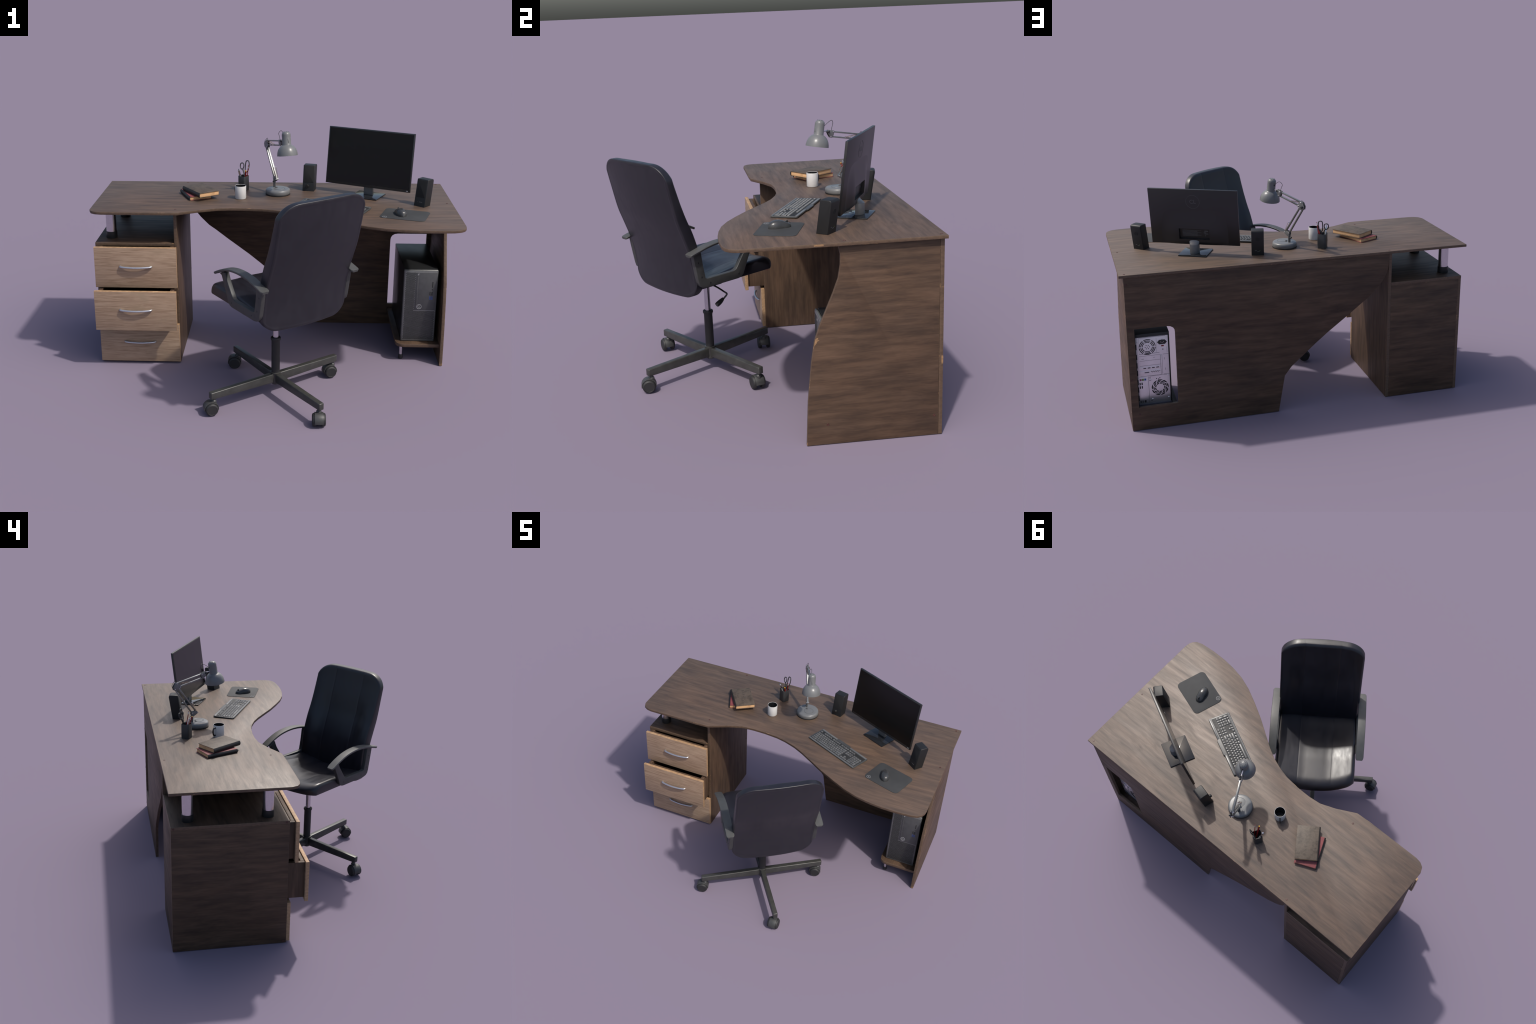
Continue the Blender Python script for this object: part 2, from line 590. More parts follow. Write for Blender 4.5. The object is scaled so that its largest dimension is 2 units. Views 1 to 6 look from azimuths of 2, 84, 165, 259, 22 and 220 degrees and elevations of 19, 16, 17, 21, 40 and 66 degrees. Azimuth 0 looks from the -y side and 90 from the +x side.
front_curve = [(1.0, -0.135), (0.9965, -0.163), (0.985, -0.187), (0.964, -0.205), (0.93, -0.2155), (0.84, -0.222),
               (0.75, -0.2205), (0.67, -0.2115), (0.585, -0.194), (0.50, -0.162), (0.41, -0.115), (0.31, -0.057),
               (0.225, 0.0), (0.14, 0.056), (0.075, 0.092), (0.0, 0.121), (-0.06, 0.136), (-0.15, 0.1455),
               (-0.235, 0.1465), (-0.31, 0.139), (-0.40, 0.105), (-0.512, 0.047), (-0.60, 0.0435), (-0.93, 0.0435),
               (-0.963, 0.0505), (-0.987, 0.067), (-0.9995, 0.097), (-1.0, 0.125)]
outline = [(1.0, 0.7195)] + front_curve + [(-1.0, 0.7195)]
prism("table_top", outline, "z", TOPB, TOP, ["wood_x", "edge", "rub"], desk, side_mat=1, off=0.0016, rub_mat=2)

# right-hand side panel with its swept front edge
side_profile = [(0.106, 0.0), (0.1095, 0.072), (0.1165, 0.207), (0.1245, 0.287), (0.136, 0.392), (0.1505, 0.482),
                (0.174, 0.551), (0.206, 0.625), (0.2345, 0.692), (0.257, 0.753), (0.267, 0.811), (0.268, 0.857),
                (0.260, 0.8925), (0.259, TOPB), (0.6925, TOPB), (0.6925, 0.0)]
prism("side_panel", side_profile, "x", 0.9595, 0.977, ["wood_y", "edge", "rub"], desk, side_mat=1, off=0.0012, rub_mat=2)

# modesty panel across the back: swept lower edge, window behind the computer
back_profile = [(0.977, 0.0), (0.977, TOPB), (-0.5238, TOPB), (-0.5230, 0.832), (-0.5145, 0.788), (-0.490, 0.742),
                (-0.453, 0.6955), (-0.405, 0.6465), (-0.362, 0.6155), (-0.289, 0.558), (-0.157, 0.4585),
                (-0.086, 0.400), (0.057, 0.2745), (0.098, 0.222), (0.1355, 0.0)]
window = [(0.936, 0.138), (0.936, 0.603), (0.760, 0.603), (0.741, 0.600), (0.726, 0.591), (0.718, 0.578), (0.7155, 0.562), (0.7155, 0.138)]
prism("back_panel", back_profile, "y", 0.6935, 0.711, ["panel_x", "edge", "rub"], desk, side_mat=1, off=0.0012, rub_mat=2, holes=[window])

# pedestal carcass
PX0, PX1, PY0, PY1 = -0.981, -0.524, 0.1, 0.7105
prism("pedestal_inner_side", [(PY0, 0.0), (PY1, 0.0), (PY1, TOPB), (PY0, TOPB)], "x", PX1 - T, PX1, ["wood_z", "edge", "rub"], desk, side_mat=1, off=0.0012, rub_mat=2)
prism("pedestal_outer_side", [(PY0, 0.0), (PY1, 0.0), (PY1, 0.7035), (PY0, 0.7035)], "x", PX0, PX0 + T, ["wood_y", "edge", "rub"], desk, side_mat=1, off=0.0012, rub_mat=2)
prism("pedestal_shelf", [(PX0, PY0), (PX1 - T - 0.0002, PY0), (PX1 - T - 0.0002, PY1), (PX0, PY1)], "z", 0.7037, 0.7225, ["panel_x", "edge", "rub"], desk, side_mat=1, off=0.0012, rub_mat=2)
prism("pedestal_back", [(PX0 + T + 0.0002, 0.0), (PX1 - T - 0.0002, 0.0), (PX1 - T - 0.0002, 0.7035), (PX0 + T + 0.0002, 0.7035)], "y", PY1 - T, PY1, ["panel_x", "edge", "rub"], desk, side_mat=1, off=0.0008, rub_mat=2)
box("pedestal_floor", (PX0 + T + 0.0002, PY0 + 0.003, 0.012), (PX1 - T - 0.0002, PY1 - T - 0.0002, 0.03), "wood_x", desk)


def drawer(z0, z1, yf):
    """One drawer: oak front, open walnut tray behind it and a bow handle."""
    d = bpy.data.objects.new("drawer", None)
    SC.objects.link(d)
    d.parent = desk
    yb = yf + 0.0195
    obj("drawer_front", prism_bm([(PX0 + 0.0005, z0), (PX1 - 0.0005, z0), (PX1 - 0.0005, z1), (PX0 + 0.0005, z1)], "y", yf, yb, side_mat=1, off=0.0015, rub_mat=1), ["oak", "oak_edge"], d)
    x0, x1 = PX0 + T + 0.0012, PX1 - T - 0.0012
    yk = yb + 0.50
    ty = yb + 0.0002
    tz0, tz1 = z0 + 0.016, z1 - 0.008
    for nm, lo, hi in (("drawer_side", (x0, ty, tz0), (x0 + 0.021, yk, tz1)), ("drawer_side", (x1 - 0.021, ty, tz0), (x1, yk, tz1)),
                       ("drawer_back", (x0 + 0.0212, yk - 0.014, tz0), (x1 - 0.0212, yk, tz1)),
                       ("drawer_inner_front", (x0 + 0.0212, ty, tz0), (x1 - 0.0212, ty + 0.021, tz1)),
                       ("drawer_bottom", (x0 + 0.0212, ty + 0.0212, tz0), (x1 - 0.0212, yk - 0.0212, tz0 + 0.006))):
        box(nm, lo, hi, ["wood_z"], d, 0.0008)
    zc = z0 + 0.124
    path = spline([(-0.8375, yf + 0.004, zc + 0.001), (-0.8345, yf - 0.006, zc + 0.0005), (-0.815, yf - 0.0115, zc - 0.0005), (-0.785, yf - 0.0155, zc - 0.0012),
                   (-0.7515, yf - 0.0170, zc - 0.0016), (-0.718, yf - 0.0155, zc - 0.0012), (-0.688, yf - 0.0115, zc - 0.0005), (-0.6685, yf - 0.006, zc + 0.0005), (-0.6655, yf + 0.004, zc + 0.001)], 6)
    m = len(path) - 1
    rad = [0.0074 - 0.0010 * math.sin(math.pi * i / m) for i in range(m + 1)]
    tube("drawer_handle", path, rad, "handle", d, 14, flat=0.85)
    return d


drawer(0.4775, 0.7115, 0.0465)
drawer(0.2440, 0.4760, -0.0135)
drawer(0.0100, 0.2420, 0.0805)

# chrome spacer posts carrying the top over the open shelf
for y in (0.2, 0.617):
    p = bpy.data.objects.new("spacer_post", None)
    SC.objects.link(p)
    p.parent = desk
    p.location = (-0.9065, y, 0.7228)
    lathe("post_tube", [(0, 0.03), (0.0288, 0.03), (0.0288, TOPB - 0.7230), (0, TOPB - 0.7230)], "chrome", p, 40)
    lathe("post_foot", [(0, 0), (0.0305, 0), (0.0312, 0.002), (0.0312, 0.0375), (0.0295, 0.039), (0.0290, 0.039)], "black", p, 40)

# low shelf for the computer, with a short leg
shelf_out = [(0.9593, 0.6933), (0.9593, 0.152), (0.762, 0.152), (0.742, 0.155), (0.726, 0.164), (0.7165, 0.179), (0.7135, 0.198), (0.7135, 0.6933)]
prism("computer_shelf", shelf_out, "z", 0.0915, 0.1115, ["wood_y", "edge", "rub"], desk, side_mat=1, off=0.0015, rub_mat=2)
leg = bpy.data.objects.new("shelf_leg", None)
SC.objects.link(leg)
leg.parent = desk
leg.location = (0.7495, 0.199, 0)
lathe("leg_tube", [(0, 0.025), (0.0095, 0.025), (0.0095, 0.0914), (0, 0.0914)], "chrome", leg, 24)
lathe("leg_foot", [(0, 0), (0.011, 0), (0.0125, 0.004), (0.0125, 0.024), (0.0105, 0.028), (0, 0.028)], "black", leg, 24)

# places where the edge band has chipped away to the raw board
for lo, hi in (((0.9998, 0.155, 0.9045), (1.0004, 0.195, 0.9122)),
               ((0.9768, 0.7035, 0.335), (0.9774, 0.7112, 0.372)), ((-0.553, 0.0998, 0.7190), (-0.5435, 0.1015, 0.7228))):
    box("edge_chip", lo, hi, "rub_bare", desk, 0.0001, 1)

prism("edge_chip", [(0.1482, 0.462), (0.1512, 0.479), (0.1535, 0.4925), (0.160, 0.498), (0.168, 0.500), (0.164, 0.493), (0.172, 0.488), (0.162, 0.483), (0.160, 0.476), (0.1555, 0.470)], "x", 0.9768, 0.9773, "rub_bare", desk)

# screw caps
screw_me = None
for p, n in ([((x, y, TOP), (0, 0, 1)) for x, y in ((0.9696, 0.699), (0.9697, 0.287), (-0.531, 0.113), (-0.529, 0.6975))]
             + [((x, 0.711, z), (0, 1, 0)) for x, z in ((0.9655, 0.598), (0.9653, 0.306), (0.723, 0.0947), (0.933, 0.0964), (0.9655, 0.86), (0.9655, 0.03))]
             + [((0.977, y, z), (1, 0, 0)) for y, z in ((0.2, 0.0936), (0.6744, 0.093))]
             + [((PX1, y, z), (1, 0, 0)) for y, z in ((0.118, 0.7145), (0.119, 0.363), (0.118, 0.02), (0.695, 0.714), (0.695, 0.36))]
             + [((PX0, y, z), (-1, 0, 0)) for y, z in ((0.697, 0.7126), (0.1164, 0.7133), (0.1155, 0.0115), (0.6985, 0.010))]):
    if screw_me is None:
        s = lathe("screw", [(0, 0.0008), (0.0032, 0.0008), (0.0036, 0.0012), (0.0058, 0.0010), (0.0066, -0.0005)], "screw", desk, 16)
        screw_me = s.data
    else:
        s = bpy.data.objects.new("screw", screw_me)
        SC.objects.link(s)
        s.parent = desk
    s.matrix_local = align(p, n)


# ------------------------------------------------------------------ office chair
chair = thing("office_chair", "black leather swivel office chair with arms", "office chair", (0.03, -0.26, 0), math.radians(35.7))
# local frame: x to the sitter's right, y forward, z up


def interp(tab, x):
    if x <= tab[0][0]:
        return tab[0][1]
    for (x0, y0), (x1, y1) in zip(tab, tab[1:]):
        if x <= x1:
            t = (x - x0) / (x1 - x0)
            return y0 + (y1 - y0) * t
    return tab[-1][1]


def smooth_tab(pts, n=8):
    s = spline([(p[0], p[1], 0) for p in pts], n)
    return [(v.x, v.y) for v in s]


REAR = smooth_tab([(0.49, -0.248), (0.548, -0.249), (0.60, -0.251), (0.675, -0.261), (0.755, -0.281), (0.838, -0.311), (0.913, -0.338), (1.02, -0.363), (1.107, -0.382), (1.19, -0.398)])
THICK = smooth_tab([(0.49, 0.040), (0.60, 0.036), (0.75, 0.039), (0.88, 0.045), (1.0, 0.044), (1.107, 0.038), (1.19, 0.036)])
SEAM = 0.107
HALF = 0.251


def grid_shell(cols, rows, front, back):
    """Closed cushion: two matching grids joined along their rim."""
    bm = bmesh.new()
    F = [[bm.verts.new(front(a, v)) for v in rows] for a in cols]
    B = [[bm.verts.new(back(a, v)) for v in rows] for a in cols]
    nc, nr = len(cols), len(rows)
    for i in range(nc - 1):
        for j in range(nr - 1):
            bm.faces.new((F[i][j], F[i + 1][j], F[i + 1][j + 1], F[i][j + 1]))
            bm.faces.new((B[i][j], B[i][j + 1], B[i + 1][j + 1], B[i + 1][j]))
    rim = [(i, 0) for i in range(nc)] + [(nc - 1, j) for j in range(1, nr)] + [(i, nr - 1) for i in range(nc - 2, -1, -1)] + [(0, j) for j in range(nr - 2, 0, -1)]
    for (i, j), (k, l) in zip(rim, rim[1:] + rim[:1]):
        bm.faces.new((F[i][j], B[i][j], B[k][l], F[k][l]))
    return bm


def cushion_cols():
    half = [0.0, 0.018, 0.036, 0.054, 0.070, 0.084, 0.095, 0.102, 0.1045, SEAM, 0.1095, 0.112, 0.120, 0.135, 0.150, 0.165, 0.178, 0.190, 0.2, 0.209, 0.217, 0.224, 0.230, 0.235, 0.239, 0.2425, 0.2455, 0.248, 0.2498, HALF]
    return [-a for a in half[:0:-1]] + half


def rim_rows(n=44):
    rows = [0.5 - 0.5 * math.cos(math.pi * i / n) for i in range(n + 1)]
    return rows


def corner(a, half, r, depth):
    """How far an edge has dropped at offset a, for an elliptic corner."""
    d = half - abs(a)
    if d >= r:
        return 0.0
    return depth * (1 - math.sqrt(max(0.0, 1 - (1 - d / r) ** 2)))


def back_z(a, v):
    top = 1.181 - 0.006 * (a / HALF) ** 2 - corner(a, HALF, 0.105, 0.085)
    bot = 0.500 + 0.010 * (a / HALF) ** 2 + corner(a, HALF, 0.085, 0.075)
    return bot + v * (top - bot), top, bot


def rim_dist(a, z, top, bot, half=HALF):
    return max(0.0, min(half - abs(a), (top - z) * 0.85, (z - bot) * 0.85))


def roundoff(d, r):
    return 0.0 if d >= r else r * (1 - math.sqrt(max(0.0, 1 - (1 - d / r) ** 2)))


def panel_swell(a):
    c = abs(a)
    if c < SEAM:
        h = 0.003 * (1 - (c / SEAM) ** 2)
    else:
        h = 0.003 * (1 - (2 * (c - SEAM) / (HALF - SEAM) - 1) ** 2)
    return h - 0.0009 * math.exp(-((c - SEAM) / 0.0026) ** 2)


def bow(a):
    return 0.010 * (a / HALF) ** 2 - 0.010


# the rear board bellies out behind the sitter, most at the top and at the foot
BELLY = smooth_tab([(0.49, 0.016), (0.58, 0.022), (0.68, 0.021), (0.80, 0.017), (0.92, 0.020), (1.02, 0.025), (1.10, 0.025), (1.19, 0.020)])
BOLSTER = smooth_tab([(0.49, 0.003), (0.60, 0.010), (0.72, 0.019), (0.84, 0.020), (0.95, 0.009), (1.02, 0.003), (1.19, 0.0)])


def bolster(a, z):
    t = max(0.0, min(1.0, (abs(a) - 0.125) / 0.09))
    return interp(BOLSTER, z) * t * t * (3 - 2 * t)


def back_front(a, v):
    z, top, bot = back_z(a, v)
    d = rim_dist(a, z, top, bot)
    y = interp(REAR, z) + bow(a) + interp(THICK, z) + panel_swell(a) + bolster(a, z) - roundoff(d, 0.013)
    return (a, y, z)


def back_rear(a, v):
    z, top, bot = back_z(a, v)
    d = rim_dist(a, z, top, bot)
    # flat board with a welted rim
    y = interp(REAR, z) - interp(BELLY, z) * (1 - (a / HALF) ** 2) + roundoff(d, 0.0045) - 0.0016 * math.exp(-((d - 0.010) / 0.003) ** 2)
    return (a, y, z)


obj("backrest", grid_shell(cushion_cols(), rim_rows(60), back_front, back_rear), "leather", chair, 75)


def seat_y(a, v):
    y0 = -0.232 + 0.012 * (a / HALF) ** 2
    y1 = 0.300 - 0.045 * (a / HALF) ** 2 - corner(a, HALF, 0.08, 0.028)
    return y0 + v * (y1 - y0), y0, y1


def seat_top(a, v):
    y, y0, y1 = seat_y(a, v)
    c = abs(a)
    z = 0.598 + 0.020 * max(0.0, (c - 0.07) / 0.15) ** 1.3
    dip = max(0.0, min(1.0, (0.10 - y) / 0.26))
    z -= 0.030 * dip * dip * (3 - 2 * dip) * (1 - 0.35 * (c / HALF) ** 2)
    z += 0.6 * panel_swell(a)
    z -= roundoff(max(0, HALF - c), 0.026) * 0.9
    fr = max(0.0, y1 - y)
    z -= roundoff(fr, 0.070) * 0.62
    z -= roundoff(max(0.0, y - y0), 0.02) * 0.5
    return (a, y, max(z, 0.560))


def seat_bottom(a, v):
    y, y0, y1 = seat_y(a, v)
    d = min(HALF - abs(a), y1 - y)
    return (a * 0.995, y - 0.004 * v, 0.5555 + roundoff(max(0, d), 0.006) * 0.6)


obj("seat", grid_shell(cushion_cols(), rim_rows(48), seat_top, seat_bottom), "leather", chair, 70)
box("seat_plate", (-0.11, -0.14, 0.520), (0.11, 0.11, 0.556), "black", chair, 0.006)
box("tilt_mechanism", (-0.045, -0.12, 0.468), (0.045, 0.075, 0.521), "black", chair, 0.008)

# arm loops
pad_line = spline([(0, -0.307, 0.747), (0, -0.255, 0.761), (0, -0.172, 0.778), (0, -0.086, 0.782), (0, 0.000, 0.771), (0, 0.074, 0.746), (0, 0.142, 0.712)], 8)
frame_out = [(-0.274, 0.741), (-0.268, 0.700), (-0.251, 0.602), (-0.244, 0.581), (-0.228, 0.568), (-0.205, 0.5625), (0.0, 0.5625), (0.018, 0.567), (0.033, 0.579), (0.053, 0.625), (0.080, 0.680), (0.094, 0.706), (0.112, 0.711),
             (0.084, 0.727), (0.058, 0.732), (0.052, 0.715), (0.040, 0.690), (-0.006, 0.624), (-0.017, 0.612), (-0.032, 0.607), (-0.194, 0.607), (-0.206, 0.612), (-0.217, 0.672), (-0.226, 0.744), (-0.232, 0.753)]
for s in (-1, 1):
    a = bpy.data.objects.new("armrest", None)
    SC.objects.link(a)
    a.parent = chair
    bm = bmesh.new()
    n = len(pad_line)
    rings = []
    for i, p in enumerate(pad_line):
        t = (pad_line[min(i + 1, n - 1)] - pad_line[max(i - 1, 0)]).normalized()
        nrm = Vector((0, -t.z, t.y))
        e = min(i, n - 1 - i) / (n - 1)
        half = 0.0245 - 0.008 * max(0.0, 1 - e / 0.06) ** 2
        th = 0.0115
        sec = [(-half, -th * 0.25), (-half + 0.002, 0.0), (-half + 0.009, 0.0006), (0, 0.0008), (half - 0.009, 0.0006), (half - 0.002, 0.0), (half, -th * 0.25), (half - 0.003, -th), (-half + 0.003, -th)]
        rings.append([bm.verts.new((s * 0.2695 + u, p.y + nrm.y * w, p.z + nrm.z * w)) for u, w in sec])
    for r0, r1 in zip(rings, rings[1:]):
        m = len(r0)
        for k in range(m):
            bm.faces.new((r0[k], r0[(k + 1) % m], r1[(k + 1) % m], r1[k]))
    bm.faces.new(rings[0])
    bm.faces.new(rings[-1][::-1])
    obj("arm_pad", bm, "arm_pad", a, 40)
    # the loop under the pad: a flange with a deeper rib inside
    x0, x1 = s * 0.2455, s * 0.2700
    prism("arm_frame", frame_out, "x", min(x0, x1), max(x0, x1), "arm", a, off=0.003, seg=3, sharp=40)
    for y, z in ((-0.247, 0.695), (-0.230, 0.622), (-0.180, 0.584), (0.0, 0.586)):
        lathe("arm_bolt", [(0, 0.0012), (0.003, 0.0012), (0.0048, 0.0)], "black", a, 12, frame=align((s * 0.2701, y, z), (s, 0, 0)))

# tilt lever on the right
tube("tilt_lever", spline([(0.06, -0.055, 0.512), (0.14, -0.050, 0.505), (0.195, -0.040, 0.486), (0.206, -0.032, 0.474), (0.204, -0.047, 0.458), (0.202, -0.057, 0.450)], 6), 0.0045, "black_gloss", chair, 10)
tube("lever_paddle", spline([(0.202, -0.052, 0.456), (0.201, -0.066, 0.446), (0.200, -0.084, 0.436), (0.199, -0.096, 0.430)], 6), [0.004 + 0.0085 * math.sin(math.pi * min(1, 0.08 + 0.62 * i / 18)) for i in range(19)], "black", chair, 12, flat=1.0)

# column
lathe("gas_lift", [(0, 0.30), (0.0152, 0.30), (0.0152, 0.47), (0, 0.47)], "chrome", chair, 28)
lathe("lift_collar", [(0, 0.462), (0.022, 0.462), (0.024, 0.47), (0.024, 0.49), (0, 0.49)], "black", chair, 28)
lathe("column_sleeve", [(0, 0.118), (0.0225, 0.118), (0.0225, 0.3105), (0.024, 0.317), (0.0268, 0.321), (0.0268, 0.3295), (0.0255, 0.332), (0.018, 0.332), (0.0165, 0.329), (0.0165, 0.31)], "rubber", chair, 36)
lathe("hub", [(0, 0.0645), (0.0215, 0.0645), (0.0235, 0.067), (0.0245, 0.072), (0.026, 0.124), (0.0285, 0.128), (0.0285, 0.1315), (0.024, 0.1335), (0, 0.1335)], "steel", chair, 36)

# four tapered box legs, each with a twin-wheel castor turned its own way
for ang in (0, 90, 180, 270):
    c, sn = math.cos(math.radians(ang)), math.sin(math.radians(ang))
    rot = Matrix.Rotation(math.radians(ang), 4, "Z")
    bm = bmesh.new()
    w = 0.0148
    st = [(0.018, 0.0760, 0.1265), (0.405, 0.0870, 0.1245)]
    vs = [[bm.verts.new(rot @ Vector((x, y, z))) for y, z in ((-w, zb), (w, zb), (w, zt), (-w, zt))] for x, zb, zt in st]
    for k in range(4):
        bm.faces.new((vs[0][k], vs[0][(k + 1) % 4], vs[1][(k + 1) % 4], vs[1][k]))
    bm.faces.new(vs[0])
    bm.faces.new(vs[1][::-1])
    bmesh.ops.recalc_face_normals(bm, faces=bm.faces)
    bevel(bm, 0.0045, 3)
    obj("base_leg", bm, "steel", chair, 50)

# castors: (stem position in room coordinates, axle direction in degrees in room coordinates)
to_local = chair.matrix_world.inverted()
R_END = 0.383
heading = {270: 2, 0: -72, 180: -72, 90: -88}
for ang, ax in heading.items():
    stem = Vector((R_END * math.cos(math.radians(ang)), R_END * math.sin(math.radians(ang)), 0))
    d_ax = Vector((math.cos(math.radians(ax)), math.sin(math.radians(ax)), 0))
    loc_ax = (to_local.to_3x3() @ d_ax).normalized()
    trail = Vector((loc_ax.y, -loc_ax.x, 0))          # wheels trail behind the stem
    cst = bpy.data.objects.new("castor", None)
    SC.objects.link(cst)
    cst.parent = chair
    m = Matrix((loc_ax, trail, Vector((0, 0, 1)))).transposed().to_4x4()   # x = axle, y = trail
    m.translation = stem
    cst.matrix_local = m
    off = 0.016
    for sx in (-1, 1):
        fr = Matrix.Translation((sx * 0.0135, off, 0.034)) @ Matrix.Rotation(sx * math.pi / 2, 4, "Y")
        lathe("castor_wheel", [(0, 0), (0.031, 0), (0.034, 0.003), (0.034, 0.013), (0.031, 0.0185), (0.026, 0.0205), (0.025, 0.0195), (0, 0.0195)], "rubber", cst, 28, frame=fr)
    # hood: an arched cover over both wheels
    prof = []
    for i in range(15):
        t = math.radians(-12 + 200 * i / 14)
        prof.append((off + 0.0385 * math.cos(t), 0.034 + 0.0385 * math.sin(t)))
    inner = []
    for i in range(15):
        t = math.radians(188 - 200 * i / 14)
        inner.append((off + 0.0352 * math.cos(t), 0.034 + 0.0352 * math.sin(t)))
    prism("castor_hood", prof + inner, "x", -0.0222, 0.0222, "arm", cst, off=0.0008, sharp=40)
    prism("castor_web", [(off + 0.0345 * math.cos(math.radians(t)), 0.034 + 0.0345 * math.sin(math.radians(t))) for t in range(0, 195, 15)] , "x", -0.0125, 0.0125, "arm", cst, off=0.001)
    lathe("castor_stem", [(0, 0.050), (0.0135, 0.050), (0.0135, 0.074), (0.010, 0.078), (0.0085, 0.080), (0.0085, 0.089), (0, 0.089)], "arm", cst, 20)
    rod("castor_axle", (-0.02, off, 0.034), (0.02, off, 0.034), 0.004, "steel", cst, 10)


# ------------------------------------------------------------------ computer tower
tower = thing("computer_tower", "black desktop computer tower with perforated grey front", "computer", (0.8390, 0.4275, 0.1117))
# local: x right, y back, z up ; width 0.193, depth 0.475, height 0.443
TW, TD, TH = 0.0955, 0.2325, 0.4400
box("case", (-TW, -TD + 0.012, 0.004), (TW, TD, TH), "case", tower, 0.003)
box("front_bezel", (-TW - 0.001, -TD - 0.003, 0.0), (TW + 0.001, -TD + 0.0118, TH - 0.001), "case_bezel", tower, 0.007, 3)
FY = -TD - 0.003
prism("front_face", rounded_rect(2 * TW - 0.013, TH - 0.016, 0.004, 0, TH / 2 - 0.001), "y", FY - 0.0008, FY + 0.003, "case_mesh", tower, off=0.0004)
for x in (-0.075, 0.075):
    for y in (-0.19, 0.19):
        lathe("case_foot", [(0, 0), (0.01, 0), (0.01, 0.006), (0, 0.006)], "rubber", tower, 16, at=(x, y, 0))
# smooth control panel on the upper right
CX0, CX1, CZ0, CZ1 = -0.0295, 0.0885, 0.1965, TH - 0.016
box("control_panel", (CX0, FY - 0.0022, CZ0), (CX1, FY, CZ1), "case_front", tower, 0.0012)
# hexagon perforations over the rest of the face
bm = bmesh.new()
pitch = 0.0067
hr = 0.0029
row = 0
z = 0.016
while z < TH - 0.016:
    x = -TW + 0.0125 + (pitch / 2 if row % 2 else 0)
    while x < TW - 0.0105:
        if not (x > CX0 - 0.003 and z > CZ0 - 0.003):
            vs = [bm.verts.new((x + hr * math.cos(math.radians(60 * k + 30)), FY - 0.0014, z + hr * math.sin(math.radians(60 * k + 30)))) for k in range(6)]
            bm.faces.new(vs)
        x += pitch
    z += pitch * 0.83
    row += 1
obj("vent_perforation", bm, "hole", tower, None, kind="stuff")
PF = FY - 0.0022
obj("drive_slot", box_bm((CX0 + 0.007, PF - 0.0006, 0.2245), (CX0 + 0.0175, PF + 0.001, CZ1 - 0.022), 0.0003), "case", tower)
box("drive_tray", (CX0 + 0.0078, PF - 0.0010, 0.2255), (CX0 + 0.0167, PF, CZ1 - 0.023), "case_front", tower, 0.0003)
prism("power_button", [(CX0 + 0.009, CZ1 - 0.015), (CX0 + 0.0165, CZ1 - 0.015), (CX0 + 0.0175, CZ1 - 0.004), (CX0 + 0.0125, CZ1 - 0.006)], "y", PF - 0.0012, PF, "mark_pale", tower)
box("card_slot", (0.0655, PF - 0.0005, 0.335), (0.0695, PF, 0.370), "hole", tower, 0)
lathe("audio_jack", [(0, 0.0005), (0.003, 0.0005), (0.003, 0)], "hole", tower, 14, frame=align((0.067, PF, 0.3225), (0, -1, 0)))
for i, zz in enumerate((0.299, 0.272)):
    for xx in (0.056, 0.067):
        box("usb_port", (xx - 0.0036, PF - 0.0005, zz - 0.010), (xx + 0.0036, PF, zz + 0.009), "hole" if i == 0 else "blue", tower, 0)
        box("usb_tongue", (xx - 0.0008, PF - 0.0008, zz - 0.008), (xx + 0.0014, PF - 0.0004, zz + 0.007), "case_front", tower, 0)
monogram(tower, Matrix.Translation((-0.0025, PF - 0.0008, 0.218)) @ Matrix.Rotation(math.pi / 2, 4, "X"), 0.0145, "mark_pale", 0.16, 0.0006, 1.05)

# rear: zinc plate with supply, fans, slots and ports.  (p,q): from the plate's left/top as seen from behind
BX0, BX1, BZ0, BZ1 = -0.0915, 0.0905, 0.004, TH - 0.017
BY = TD + 0.0012
box("rear_plate", (BX0, TD - 0.001, BZ0), (BX1, BY, BZ1), "zinc", tower, 0.0006)
PW, PH = BX1 - BX0, BZ1 - BZ0


def back(p, q):
    return BX1 - p * PW, BZ1 - q * PH


def plate_box(name, p0, q0, p1, q1, mat, h=0.0008, lift=0.0, off=0.0002):
    (xa, za), (xb, zb) = back(p0, q0), back(p1, q1)
    return box(name, (min(xa, xb), BY - 0.0005 + lift, min(za, zb)), (max(xa, xb), BY + h + lift, max(za, zb)), mat, tower, off)


fx, fz = back(0.345, 0.148)
bm = bmesh.new()
for r0, r1 in ((0.0258, 0.0300), (0.0335, 0.0380), (0.0415, 0.0460)):
    for k in range(6):
        ring_bm(fx, fz, r0, r1, BY - 0.0005, BY + 0.0008, 60 * k + 4, 60 * k + 56, 8, bm=bm)
for k in range(7):
    a = math.radians(60 * k)
    rr = 0.0 if k == 6 else 0.0115
    ring_bm(fx + rr * math.cos(a), fz + rr * math.sin(a), 0.0001, 0.0026, BY - 0.0005, BY + 0.0008, n=10, bm=bm)
obj("supply_fan_grille", bm, "hole", tower, 40)
fx, fz = back(0.667, 0.745)
bm = bmesh.new()
for j, (r0, r1) in enumerate(((0.0225, 0.0290), (0.0315, 0.0380), (0.0405, 0.0475))):
    for k in range(9):
        ring_bm(fx, fz, r0, r1, BY - 0.0005, BY + 0.0008, 40 * k + 13 * j, 40 * k + 30 + 13 * j, 6, skew=14, bm=bm)
obj("case_fan_grille", bm, "hole", tower, 40)
sx, sz = back(0.795, 0.098)
prism("power_socket", [(sx - 0.027, sz), (sx - 0.016, sz + 0.0135), (sx + 0.016, sz + 0.0135), (sx + 0.027, sz), (sx + 0.016, sz - 0.0125), (sx - 0.016, sz - 0.0125)], "y", BY - 0.0005, BY + 0.003, "case", tower, off=0.001)
